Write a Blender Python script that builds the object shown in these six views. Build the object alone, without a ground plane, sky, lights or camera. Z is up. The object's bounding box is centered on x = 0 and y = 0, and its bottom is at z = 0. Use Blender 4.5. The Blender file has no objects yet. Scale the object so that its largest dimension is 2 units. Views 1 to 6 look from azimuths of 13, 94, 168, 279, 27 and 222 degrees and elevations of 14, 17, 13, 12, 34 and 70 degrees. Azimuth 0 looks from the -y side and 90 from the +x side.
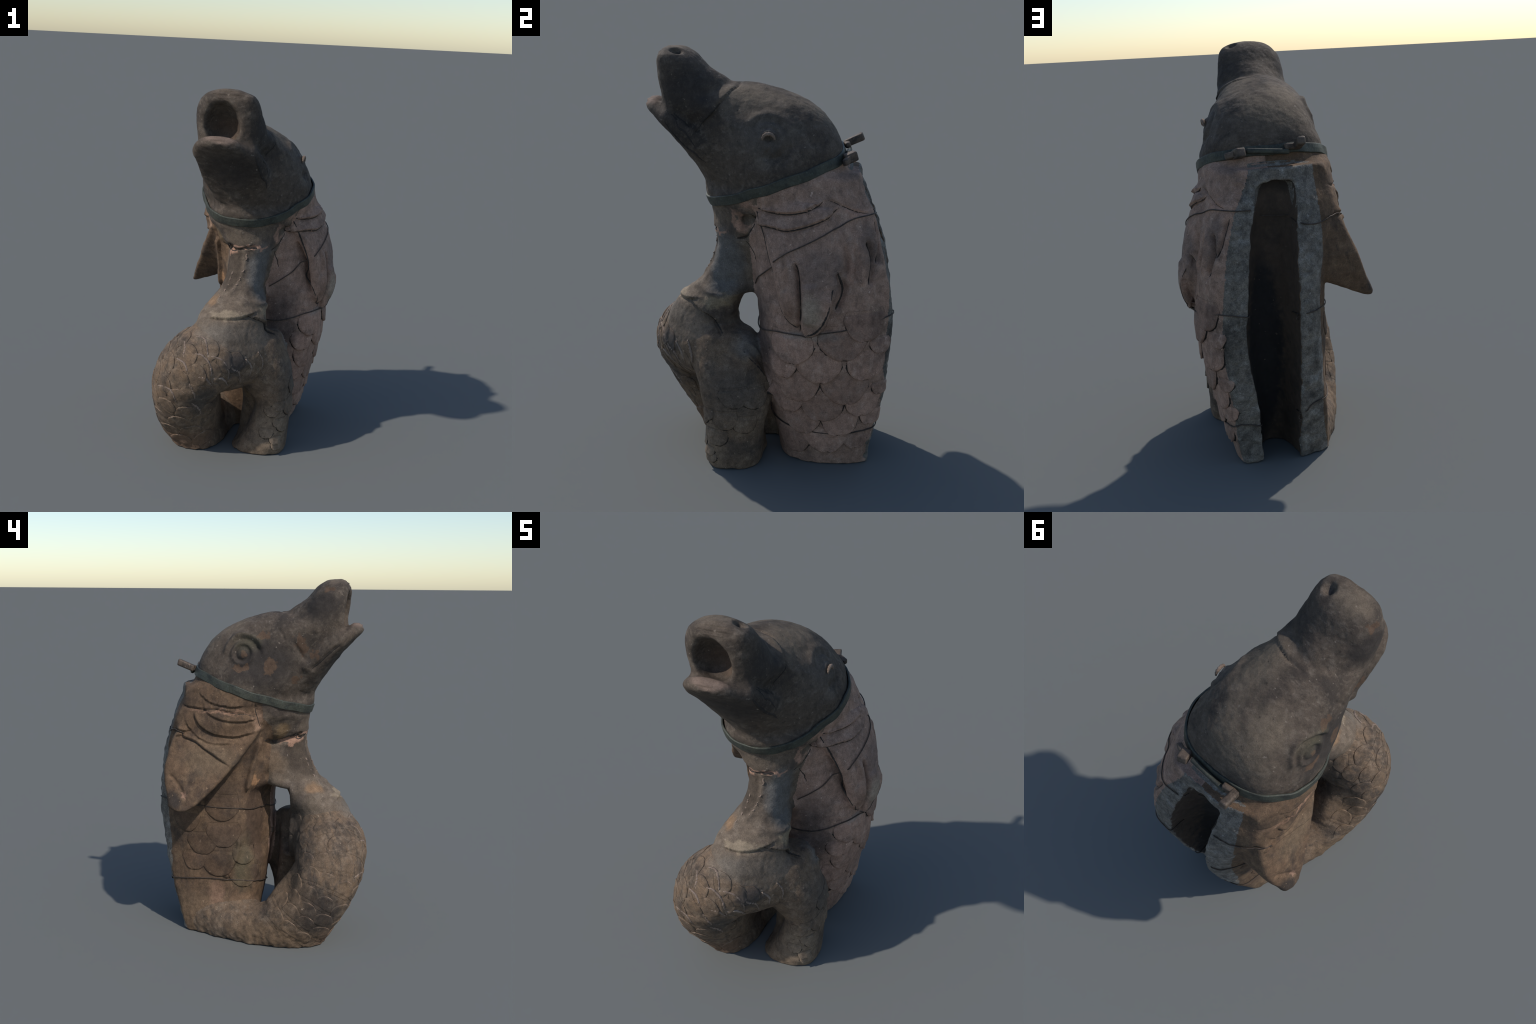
import bpy, bmesh, math, random
import numpy as np
from mathutils import Vector, Euler
from mathutils.bvhtree import BVHTree

# ------------------------------------------------------------------
#  A weathered terracotta roof/fountain fish: upright hollow body, gaping
#  head thrown back, a tail that loops forward in a fat coil and comes down
#  as a leg, two pectoral fins, a copper strap and three wire ties.
#  The stone body is described as a blend of solids (sections along spines),
#  sampled as one signed distance field and meshed as one smooth skin.
# ------------------------------------------------------------------
H = 0.006                                   # mesh pitch
LO = np.array([-0.50, -0.64, -0.045])
HI = np.array([0.48, 0.66, 2.03])
N = np.ceil((HI - LO) / H).astype(int) + 1
AX = [LO[i] + H * np.arange(N[i], dtype=np.float32) for i in range(3)]
AX = [a.astype(np.float32) for a in AX]
FIELD = np.full(tuple(N), 0.25, np.float32)
WHO = {}                                     # fields of single parts, to tell later which part a face belongs to


def curve(t, ts, vs):
    """smooth interpolation through key values (cubic Hermite, clamped slopes)"""
    ts = np.asarray(ts, float); vs = np.asarray(vs, float)
    t = np.clip(np.asarray(t, float), ts[0], ts[-1])
    d = np.diff(vs) / np.diff(ts)
    m = np.empty_like(vs); m[0] = d[0]; m[-1] = d[-1]
    same = d[:-1] * d[1:] > 0
    m[1:-1] = np.where(same, 2 * d[:-1] * d[1:] / np.where(same, d[:-1] + d[1:], 1), 0)
    i = np.clip(np.searchsorted(ts, t, side="right") - 1, 0, len(ts) - 2)
    h = ts[i + 1] - ts[i]; u = (t - ts[i]) / h
    return ((2*u**3 - 3*u**2 + 1) * vs[i] + (u**3 - 2*u**2 + u) * h * m[i]
            + (-2*u**3 + 3*u**2) * vs[i + 1] + (u**3 - u**2) * h * m[i + 1])


def box(lo, hi):
    s = []
    for i in range(3):
        a = max(0, int((lo[i] - LO[i]) / H)); b = min(int(N[i]), int((hi[i] - LO[i]) / H) + 2)
        s.append(slice(a, b))
    return tuple(s)


def grid(s):
    return (AX[0][s[0]][:, None, None], AX[1][s[1]][None, :, None], AX[2][s[2]][None, None, :])


def unit(f):
    """make a field roughly a distance: divide by its gradient"""
    gx, gy, gz = np.gradient(f, H)
    g = np.sqrt(gx * gx + gy * gy + gz * gz)
    return (f / np.maximum(g, 0.25)).astype(np.float32)


def add(s, f, k, part=None):
    if part:
        w = WHO.setdefault(part, np.full(tuple(N), 0.25, np.float32))
        w[s] = np.minimum(w[s], f)
    a = FIELD[s]
    h = np.maximum(k - np.abs(a - f), 0) / k
    FIELD[s] = np.minimum(a, f) - h * h * k * 0.25


def cut(s, f, k):
    a = FIELD[s]; b = -f
    h = np.maximum(k - np.abs(a - b), 0) / k
    FIELD[s] = np.maximum(a, b) + h * h * k * 0.25


def smax(a, b, k):
    h = np.maximum(k - np.abs(a - b), 0) / k
    return np.maximum(a, b) + h * h * k * 0.25


def upright(rows, nfront, nback, zlo, zhi):
    """solid given by level sections: rows of (z, x0, x1, y0, y1)"""
    r = np.array(rows)
    s = box((r[:, 1].min() - .06, r[:, 3].min() - .06, zlo - .05), (r[:, 2].max() + .06, r[:, 4].max() + .06, zhi + .05))
    x, y, z = grid(s)
    zz = AX[2][s[2]]
    x0, x1, y0, y1 = [curve(zz, r[:, 0], r[:, i])[None, None, :].astype(np.float32) for i in (1, 2, 3, 4)]
    cx, cy, rx, ry = (x0 + x1) / 2, (y0 + y1) / 2, (x1 - x0) / 2, (y1 - y0) / 2
    u, v = np.abs(x - cx) / rx, np.abs(y - cy) / ry
    nf, nb = ([q[i] if isinstance(q, tuple) else q for i in (0, 1)] for q in (nfront, nback))       # (left, right)
    lift = lambda q: curve(zz, *q)[None, None, :] if isinstance(q, list) else q
    n = np.where(y < cy, np.where(x < cx, lift(nf[0]), lift(nf[1])), np.where(x < cx, lift(nb[0]), lift(nb[1]))).astype(np.float32)
    f = ((u ** n + v ** n) ** (1 / n) - 1) * np.minimum(rx, ry)
    f = unit(f)
    f = smax(f, np.maximum(zlo - z, z - zhi), 0.03)
    return s, f


def spline_pts(keys, count):
    k = np.array(keys, float); t = np.arange(len(k))
    tt = np.linspace(0, len(k) - 1, count)
    out = []
    for c in range(k.shape[1]):
        v = k[:, c]
        m = np.gradient(v)
        i = np.clip(tt.astype(int), 0, len(k) - 2); u = tt - i
        out.append((2*u**3-3*u**2+1)*v[i] + (u**3-2*u**2+u)*m[i] + (-2*u**3+3*u**2)*v[i+1] + (u**3-u**2)*m[i+1])
    return np.stack(out, 1)


def tube(keys, count=60, k_inner=0.0):
    """round solid along a spine: keys of (x, y, z, radius)"""
    p = spline_pts(keys, count)
    r = p[:, 3].max() + .09
    s = box(p[:, :3].min(0) - r, p[:, :3].max(0) + r)
    x, y, z = grid(s)
    f = np.full(np.broadcast_shapes(x.shape, y.shape, z.shape), 9.0, np.float32)
    for a, b in zip(p[:-1], p[1:]):
        rr = max(a[3], b[3]) + .09
        lo, hi = np.minimum(a[:3], b[:3]) - rr, np.maximum(a[:3], b[:3]) + rr
        t = box(lo, hi)
        t = tuple(slice(max(t[i].start, s[i].start), min(t[i].stop, s[i].stop)) for i in range(3))
        gx, gy, gz = grid(t)
        d = b[:3] - a[:3]; L = float(d @ d) + 1e-9
        h = np.clip(((gx - a[0]) * d[0] + (gy - a[1]) * d[1] + (gz - a[2]) * d[2]) / L, 0, 1)
        q = np.sqrt((gx - a[0] - h*d[0])**2 + (gy - a[1] - h*d[1])**2 + (gz - a[2] - h*d[2])**2) - (a[3] + h * (b[3] - a[3]))
        l = tuple(slice(t[i].start - s[i].start, t[i].stop - s[i].start) for i in range(3))
        f[l] = np.minimum(f[l], q)
    return s, f


def fan(rows, count=200):
    """solid whose sections fan out in the y-z plane: rows of
    (front y, front z, back y, back z, x0, x1, squareness)"""
    r = np.array(rows, float)
    st = np.arange(len(r)); ss = np.linspace(0, len(r) - 1, count)
    c = [curve(ss, st, r[:, i]) for i in range(6)]
    s = box((r[:, 4].min() - .06, min(r[:, 0].min(), r[:, 2].min()) - .06, r[:, 1].min() - .06),
            (r[:, 5].max() + .06, max(r[:, 0].max(), r[:, 2].max()) + .06, r[:, 3].max() + .06))
    Y, Z = AX[1][s[1]][:, None], AX[2][s[2]][None, :]
    best = np.full((Y.shape[0], Z.shape[1]), 9.0); S = np.zeros_like(best); V = np.zeros_like(best); D = np.zeros_like(best)
    for j in range(count):
        fy, fz, by, bz = c[0][j], c[1][j], c[2][j], c[3][j]
        L = math.hypot(by - fy, bz - fz); ty, tz = (by - fy) / L, (bz - fz) / L
        v = ((Y - fy) * ty + (Z - fz) * tz) / L
        side = (Y - fy) * -tz + (Z - fz) * ty          # + towards the snout
        score = np.abs(side) + 1.5 * L * np.maximum(0, np.maximum(-v - .02, v - 1.02))
        better = score < best
        best = np.where(better, score, best)
        k = min(j, count - 2)
        ay, az, cy_, cz_ = c[0][k+1] - c[0][k], c[1][k+1] - c[1][k], c[2][k+1] - c[2][k], c[3][k+1] - c[3][k]
        gap = np.maximum((ay * -tz + az * ty) * (1 - v) + (cy_ * -tz + cz_ * ty) * v, 1e-4)
        S = np.where(better, ss[j] + np.clip(side / gap, -1, 1) * (ss[1] - ss[0]), S)
        V = np.where(better, v, V); D = np.where(better, side, D)
    S = np.clip(S, 0, st[-1])
    cy, cz = curve(S, st, r[:, 0]), curve(S, st, r[:, 1]); ey, ez = curve(S, st, r[:, 2]) - cy, curve(S, st, r[:, 3]) - cz
    V = ((Y - cy) * ey + (Z - cz) * ez) / (ey * ey + ez * ez)
    x = AX[0][s[0]][:, None, None]
    x0, x1 = curve(S, st, r[:, 4]), curve(S, st, r[:, 5])
    ln = np.hypot(curve(S, st, r[:, 2]) - curve(S, st, r[:, 0]), curve(S, st, r[:, 3]) - curve(S, st, r[:, 1])) / 2
    cx, rx = ((x0 + x1) / 2)[None], ((x1 - x0) / 2)[None]
    u = np.abs(x - cx) / rx; v = np.abs(V * 2 - 1)[None]; q = [curve(S, st, r[:, i])[None] for i in (6, 7, 8, 9)]
    exponent = np.where(V[None] < .5, np.where(x < cx, q[0], q[1]), np.where(x < cx, q[2], q[3]))
    f = ((u ** exponent + v ** exponent) ** (1 / exponent) - 1) * np.minimum(rx, ln[None])
    f = unit(f.astype(np.float32))
    end = np.where((S >= st[-1] - 1e-6) & (D > 0), D, np.where((S <= 1e-6) & (D < 0), -D, -0.05))
    f = smax(f, end[None].astype(np.float32), 0.05)
    return s, f.astype(np.float32)


# ---------------- torso: an upright barrel, open at the back -----------------
TORSO = [(-.05, -.21, .245, .035, .63), (0, -.21, .25, .03, .64), (.1, -.21, .272, .02, .65), (.2, -.216, .30, .005, .655),
         (.34, -.214, .332, -.015, .66), (.5, -.22, .368, -.035, .66), (.67, -.228, .392, -.045, .66), (.85, -.235, .398, -.05, .66),
         (1.0, -.253, .39, -.06, .652), (1.15, -.295, .37, -.08, .625), (1.25, -.322, .336, -.09, .595), (1.34, -.318, .32, -.09, .54),
         (1.45, -.29, .28, -.08, .51)]
BACK = ([-.05, 0, .1, .2, .3, .45, .6, .75, .9, 1.03, 1.14, 1.25, 1.38, 1.44, 1.5],
        [.462, .467, .483, .510, .533, .56, .58, .59, .585, .565, .54, .51, .458, .45, .50])
s, f = upright(TORSO, ([[0, .38, .5, .85, 1.0], [3.6, 3.4, 3.0, 2.7, 2.5]], [[0, .75, .95, 1.2], [2.5, 2.4, 2.25, 2.1]]), (2.1, 2.05), -.2, 1.43)
add(s, f, .02, 'torso')

# ---------------- head: sections fan from the throat to the snout -----------------
#  ... x0, x1, then how square each quarter is: throat left, throat right, back left, back right
HEAD = [(-.232, 1.15, .38, 1.28, -.11, .175, 2.2, 1.9, 2.3, 2.3), (-.242, 1.225, .385, 1.375, -.21, .21, 1.7, 1.6, 2.5, 2.5), (-.254, 1.30, .385, 1.46, -.302, .297, 1.5, 1.4, 2.8, 2.8),
        (-.28, 1.38, .37, 1.537, -.304, .294, 1.75, 1.4, 2.8, 2.9), (-.328, 1.47, .344, 1.60, -.286, .266, 2.0, 1.4, 2.75, 2.8), (-.375, 1.535, .303, 1.661, -.275, .244, 1.95, 1.32, 2.6, 2.65),
        (-.41, 1.58, .20, 1.742, -.265, .208, 1.7, 1.22, 2.3, 2.4), (-.43, 1.62, .08, 1.796, -.253, .16, 1.8, 1.3, 1.85, 2.0), (-.447, 1.66, -.04, 1.828, -.244, .140, 2.1, 1.7, 1.55, 1.65),
        (-.459, 1.70, -.12, 1.832, -.240, .130, 2.4, 2.1, 1.45, 1.5), (-.466, 1.74, -.17, 1.86, -.238, .125, 2.5, 2.5, 1.55, 1.65), (-.470, 1.79, -.23, 1.90, -.236, .118, 2.5, 2.5, 1.9, 1.95),
        (-.473, 1.84, -.30, 1.97, -.226, .108, 2.4, 2.5, 2.1, 2.1), (-.476, 1.885, -.36, 2.0, -.203, .093, 2.2, 2.2, 2.0, 2.0), (-.476, 1.925, -.41, 2.004, -.17, .066, 2.1, 2.1, 2.0, 2.0),
        (-.472, 1.952, -.442, 1.998, -.135, .025, 2.0, 2.0, 2.0, 2.0)]
s, f = fan(HEAD)
add(s, f, .07)

# ---------------- throat strut that ties the chin to the tail coil -----------------
STRUT = [(.60, -.12, .18, -.49, -.15), (.70, -.18, .165, -.495, -.14), (.77, -.20, .16, -.465, -.125), (.82, -.18, .155, -.415, -.10), (.86, -.155, .14, -.365, -.02),
         (.92, -.115, .112, -.305, .0), (1.0, -.10, .122, -.26, .12), (1.1, -.11, .145, -.234, .2), (1.2, -.16, .185, -.236, .2), (1.27, -.23, .215, -.246, .2), (1.34, -.24, .23, -.27, .2)]
s, f = upright(STRUT, (2.3, [[.6, .8, .9, 1.1, 1.2], [1.4, 1.5, 2.6, 3.0, 2.0]]), 2.2, .58, 1.34)
add(s, f, .06, 'strut')

# ---------------- tail: a fat coil in front, coming down as a leg -----------------
COIL = [(-.06, .34, .06, .14), (-.14, .20, .05, .15), (-.205, .03, .05, .14), (-.25, -.14, .085, .147), (-.25, -.29, .25, .18), (-.238, -.392, .41, .188),
        (-.145, -.395, .535, .20), (-.02, -.328, .55, .176), (.085, -.25, .53, .155), (.165, -.20, .43, .14)]
s, f = tube(COIL)
add(s, f, .06, 'tail')
FOOT = [(-.05, -.335, -.06, -.37, .16), (0, -.345, -.055, -.385, .16), (.1, -.385, -.085, -.435, .08), (.2, -.402, -.095, -.49, -.04), (.3, -.39, -.10, -.52, -.12), (.4, -.33, -.12, -.46, -.2)]
s, f = upright(FOOT, (3.4, 2.6), 2.4, -.2, .34)
add(s, f, .05, 'tail')
web = tube([(-.02, -.06, .56, .06), (-.05, -.15, .59, .092), (-.02, -.16, .52, .08), (.04, -.15, .42, .06), (.075, -.12, .28, .055), (.065, -.10, .12, .055), (.05, -.09, 0, .055)], 30)
add(*web, .06, 'tail')
LEG = [(-.05, -.02, .298, -.33, -.05), (.0, -.01, .298, -.332, -.05), (.05, .03, .302, -.337, -.045), (.1, .06, .304, -.33, -.04), (.2, .10, .308, -.322, -.03),
       (.3, .12, .31, -.322, -.005), (.38, .115, .305, -.33, .0), (.5, .08, .29, -.335, -.035), (.6, .06, .262, -.32, -.045), (.70, .05, .23, -.30, -.085)]
s, f = upright(LEG, (2.4, 2.7), 2.4, -.2, .68)
add(s, f, .05, 'tail')
s = box((-.5, -.30, .2), (-.2, .08, .6)); x, y, z = grid(s)                  # the inner side of the loop is worn back
cut(s, (np.sqrt((x + .385) ** 2 + (y + .11) ** 2 + ((z - .40) / 1.2) ** 2) - .115).astype(np.float32), .06)

# ---------------- hollow inside and the slot down the back -----------------
x, y, z = grid(box(LO, HI)); zz = AX[2]
whole = box(LO, HI)
back = curve(zz, *BACK)[None, None, :].astype(np.float32)
s = box((-.5, .2, -.1), (.5, .7, 1.47))
x, y, z = grid(s)
cut(s, np.maximum(back[:, :, s[2]] + .002 + .010 * np.clip((.02 - x) / .08, 0, 1) - np.where(x > .05, .24 * (x - .05) ** 2, .32 * np.maximum(0, -.06 - x)) - y, z - 1.455), .012)
s = box((-.2, .2, -.1), (.3, .7, 1.40))
x, y, z = grid(s); zz = AX[2][s[2]]
left = curve(zz, [0, .3, .6, .9, 1.1, 1.25, 1.37], [-.048, -.048, -.05, -.055, -.065, -.08, -.095])[None, None, :]
right = curve(zz, [0, .2, .34, .52, .7, .8, .92, 1.1, 1.25, 1.37], [.13, .143, .156, .184, .198, .187, .171, .15, .114, .082])[None, None, :]
bk = curve(zz, *BACK)[None, None, :]
deep = curve(zz, [0, .5, .9, 1.15, 1.3, 1.38], [.24, .24, .21, .16, .10, .07])[None, None, :]
u, v = (x - (left + right) / 2) / ((right - left) / 2), (bk + .03 - y) / (deep + .03)          # a rounded channel between two lips
channel = unit((((np.abs(u) ** 2.5 + np.maximum(v, 0) ** 2.0) ** (1 / 2.6) - 1) * .11).astype(np.float32))
channel = smax(channel, (z - 1.365 + .6 * (u * .1) ** 2 * 2).astype(np.float32), .03)
cut(s, channel.astype(np.float32), .014)
# the belly left of the strip is flat and slants in
s = box((-.30, -.16, .36), (.08, .22, .98)); x, y, z = grid(s)
slant = (x + .205) * -.41 + (y - .085) * -.91
f = smax(smax(-slant, np.maximum(.46 - z, z - .84), .06), x - .02, .04)
cut(s, f.astype(np.float32), .045)

# ---------------- pectoral fins -----------------
def polygon(Y, Z, pts):
    """signed distance to a closed outline in the y-z plane"""
    d = np.full(np.broadcast_shapes(Y.shape, Z.shape), 9.0); inside = np.zeros(d.shape, bool)
    for (ay, az), (by, bz) in zip(pts, pts[1:] + pts[:1]):
        ey, ez = by - ay, bz - az
        t = np.clip(((Y - ay) * ey + (Z - az) * ez) / (ey * ey + ez * ez), 0, 1)
        d = np.minimum(d, np.hypot(Y - ay - t * ey, Z - az - t * ez))
        hit = ((az > Z) != (bz > Z)) & (Y < ey * (Z - az) / (ez if abs(ez) > 1e-9 else 1e-9) + ay)
        inside ^= hit
    return np.where(inside, -d, d)


# left fin: a thick wedge standing off the flank
FIN_L = [(-.02, 1.20), (.0, 1.165), (.102, 1.015), (.214, .885), (.30, .80), (.356, .757), (.41, .757), (.463, .79), (.497, .91), (.505, 1.0), (.475, 1.14), (.40, 1.25), (.2, 1.30), (.05, 1.28)]
s = box((-.5, -.1, .68), (-.1, .56, 1.36))
x, y, z = grid(s)
outer = -.25 - .126 * (y + .016) + .378 * (z - 1.2) + .02 * np.maximum(0, y - .42)/.08
p = polygon(AX[1][s[1]][:, None], AX[2][s[2]][None, :], FIN_L)[None].astype(np.float32)
under = (.755 + (x + .445) * .48 + .25 * np.maximum(0, .36 - y) * 0) - z
f = smax(smax(p, outer - x, .03), under, .025)
f = smax(f, x + .20, .02)
add(s, f.astype(np.float32), .022)

# right fin: a curved leaf hugging the flank, free along its front edge
FIN_R = [(-.04, 1.31), (.005, 1.175), (.04, 1.04), (.062, .904), (.085, .82), (.115, .79), (.15, .775), (.185, .742), (.225, .75), (.27, .81), (.31, .89), (.335, .95), (.36, 1.05),
         (.36, 1.2), (.3, 1.3), (.1, 1.345)]
s = box((.12, -.12, .68), (.48, .45, 1.42))
x, y, z = grid(s)
X = curve(AX[2][s[2]], [.7, .74, .8, .9, 1.04, 1.15, 1.3, 1.4], [.385, .402, .425, .440, .432, .405, .348, .32])[None, None, :]
outer = X - .105 * (np.maximum(0, .25 - y) / .25) ** 2 - .03 * np.maximum(0, y - .28) / .08
p = polygon(AX[1][s[1]][:, None], AX[2][s[2]][None, :], FIN_R)[None].astype(np.float32)
yf = curve(AX[2][s[2]], [.74, .8, .9, 1.04, 1.175, 1.31], [.19, .11, .062, .04, .005, -.04])[None, None, :]
gap = smax(smax(x - (outer - .045), (outer - .08) - x, .01), smax(y - (yf + .06), yf - .06 - y, .02), .03)
gap = smax(gap, np.maximum(.84 - z, z - 1.18), .10)
cut(s, gap.astype(np.float32), .02)
trench = smax(smax((outer - .042) - x, y - (yf + .004), .008), smax(yf - .085 - y, np.maximum(.80 - z, z - 1.25), .05), .04)   # the flank is cut back before the fin
cut(s, trench.astype(np.float32), .03)
f = smax(smax(p, x - outer, .02), (outer - .05) - x, .02)
add(s, f.astype(np.float32), .015)

# ---------------- mouth -----------------
s, f = tube([(-.075, -.63, 1.868, .082), (-.075, -.49, 1.852, .085), (-.075, -.45, 1.815, .086), (-.072, -.42, 1.79, .07)], 30)
cut(s, f, .03)
# lower jaw: sections from the throat out to a rounded lip
JAW = [(-.255, 1.385, -.10, 1.46, -.17, .11, 2.0, 1.9, 2.2, 2.2), (-.338, 1.49, -.2, 1.57, -.22, .14, 2.4, 2.3, 2.3, 2.3), (-.398, 1.57, -.29, 1.645, -.228, .125, 2.7, 2.7, 2.4, 2.4), (-.461, 1.635, -.39, 1.705, -.229, .098, 2.7, 2.7, 2.5, 2.5),
       (-.506, 1.682, -.455, 1.75, -.210, .062, 2.5, 2.5, 2.4, 2.4), (-.537, 1.714, -.495, 1.772, -.168, .016, 2.3, 2.3, 2.3, 2.3), (-.549, 1.734, -.52, 1.772, -.12, -.03, 2.1, 2.1, 2.1, 2.1)]
s, f = fan(JAW)
add(s, f, .025)

for line in ([(.080, -.42, 1.695, .022), (.100, -.345, 1.63, .026), (.11, -.26, 1.555, .024)], [(-.195, -.41, 1.69, .020), (-.19, -.33, 1.615, .022), (-.175, -.25, 1.55, .020)]):
    add(*tube(line, 16), .06)                     # full corners of the jaw

# ---------------- nostrils, eye socket, flat foot -----------------
def ball(c, r, k=.008, sub=True, scale=(1, 1, 1)):
    m = max(r * max(scale) + .03, .05)
    s = box(np.array(c) - m, np.array(c) + m); x, y, z = grid(s)
    f = (np.sqrt(((x - c[0]) / scale[0])**2 + ((y - c[1]) / scale[1])**2 + ((z - c[2]) / scale[2])**2) - r).astype(np.float32)
    (cut if sub else add)(s, f, k)


ball((.032, -.372, 1.985), .024, .016)
ball((.250, .043, 1.606), .024, .008)
FIELD += .003                                # fired clay shrinks a little
x, y, z = grid(whole)
np.maximum(FIELD, -z + 0 * FIELD[:1, :1], out=FIELD)

# ---------------- surface nets: one skin from the field -----------------
def skin(F):
    n = F.shape
    c = [F[i:n[0]-1+i, j:n[1]-1+j, k:n[2]-1+k] for i in (0, 1) for j in (0, 1) for k in (0, 1)]
    neg = sum((q < 0).astype(np.int8) for q in c)
    act = np.argwhere((neg > 0) & (neg < 8))
    idx = np.full((n[0]-1, n[1]-1, n[2]-1), -1, np.int32)
    idx[tuple(act.T)] = np.arange(len(act))
    val = {}
    for i in (0, 1):
        for j in (0, 1):
            for k in (0, 1):
                val[i, j, k] = F[act[:, 0]+i, act[:, 1]+j, act[:, 2]+k].astype(np.float64)
    acc = np.zeros((len(act), 3)); cnt = np.zeros(len(act))
    for ca in val:
        for ax in range(3):
            if ca[ax] == 0:
                cb = list(ca); cb[ax] = 1; cb = tuple(cb)
                a, b = val[ca], val[cb]
                m = (a < 0) != (b < 0)
                t = np.where(m, a / np.where(m, a - b, 1), 0)
                p = np.array(ca, float)[None].repeat(len(act), 0); p[:, ax] += t
                acc[m] += p[m]; cnt[m] += 1
    V = (act + acc / cnt[:, None]) * H + LO
    quads = []
    for ax in range(3):
        o1, o2 = [(1, 2), (2, 0), (0, 1)][ax]
        sl0 = [slice(1, n[i]-1) for i in range(3)]; sl0[ax] = slice(0, n[ax]-1)
        sl1 = list(sl0); sl1[ax] = slice(1, n[ax])
        a, b = F[tuple(sl0)] < 0, F[tuple(sl1)] < 0
        for flip, m in ((False, a & ~b), (True, ~a & b)):
            e = np.argwhere(m)
            for i in range(3):
                if i != ax: e[:, i] += 1
            def at(d1, d2):
                q = e.copy(); q[:, o1] += d1; q[:, o2] += d2
                return idx[tuple(q.T)]
            ring = [at(-1, -1), at(0, -1), at(0, 0), at(-1, 0)]
            if flip: ring = ring[::-1]
            quads.append(np.stack(ring, 1))
    return V, np.concatenate(quads)


def sample(F, P):
    g = (P - LO) / H
    g = np.clip(g, 0, np.array(F.shape) - 1.001)
    i = g.astype(int); t = g - i
    out = 0
    for a in (0, 1):
        for b in (0, 1):
            for c in (0, 1):
                w = (t[:, 0] if a else 1-t[:, 0]) * (t[:, 1] if b else 1-t[:, 1]) * (t[:, 2] if c else 1-t[:, 2])
                out = out + w * F[i[:, 0]+a, i[:, 1]+b, i[:, 2]+c]
    return out


def field_normal(P, e=.006):
    g = np.stack([sample(FIELD, P + e * np.eye(3)[i]) - sample(FIELD, P - e * np.eye(3)[i]) for i in range(3)], 1)
    return g / np.maximum(np.linalg.norm(g, axis=1, keepdims=True), 1e-6)


def relax(V, Q, rounds, amount):
    e = np.concatenate([Q[:, [0, 1]], Q[:, [1, 2]], Q[:, [2, 3]], Q[:, [3, 0]]])
    for r in range(rounds):
        s = np.zeros_like(V); c = np.bincount(e.ravel(), minlength=len(V)).astype(float)
        for i in range(3):
            s[:, i] = np.bincount(e[:, 0], V[e[:, 1], i], len(V)) + np.bincount(e[:, 1], V[e[:, 0], i], len(V))
        V = V + amount * (s / np.maximum(c, 1)[:, None] - V)
    return V


V, Q = skin(FIELD)
V = relax(V, Q, 2, .5)
NRM = field_normal(V)
V = V - NRM * np.clip(sample(FIELD, V), -.006, .006)[:, None] * .8
V[:, 2] = np.maximum(V[:, 2], 0)

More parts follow.
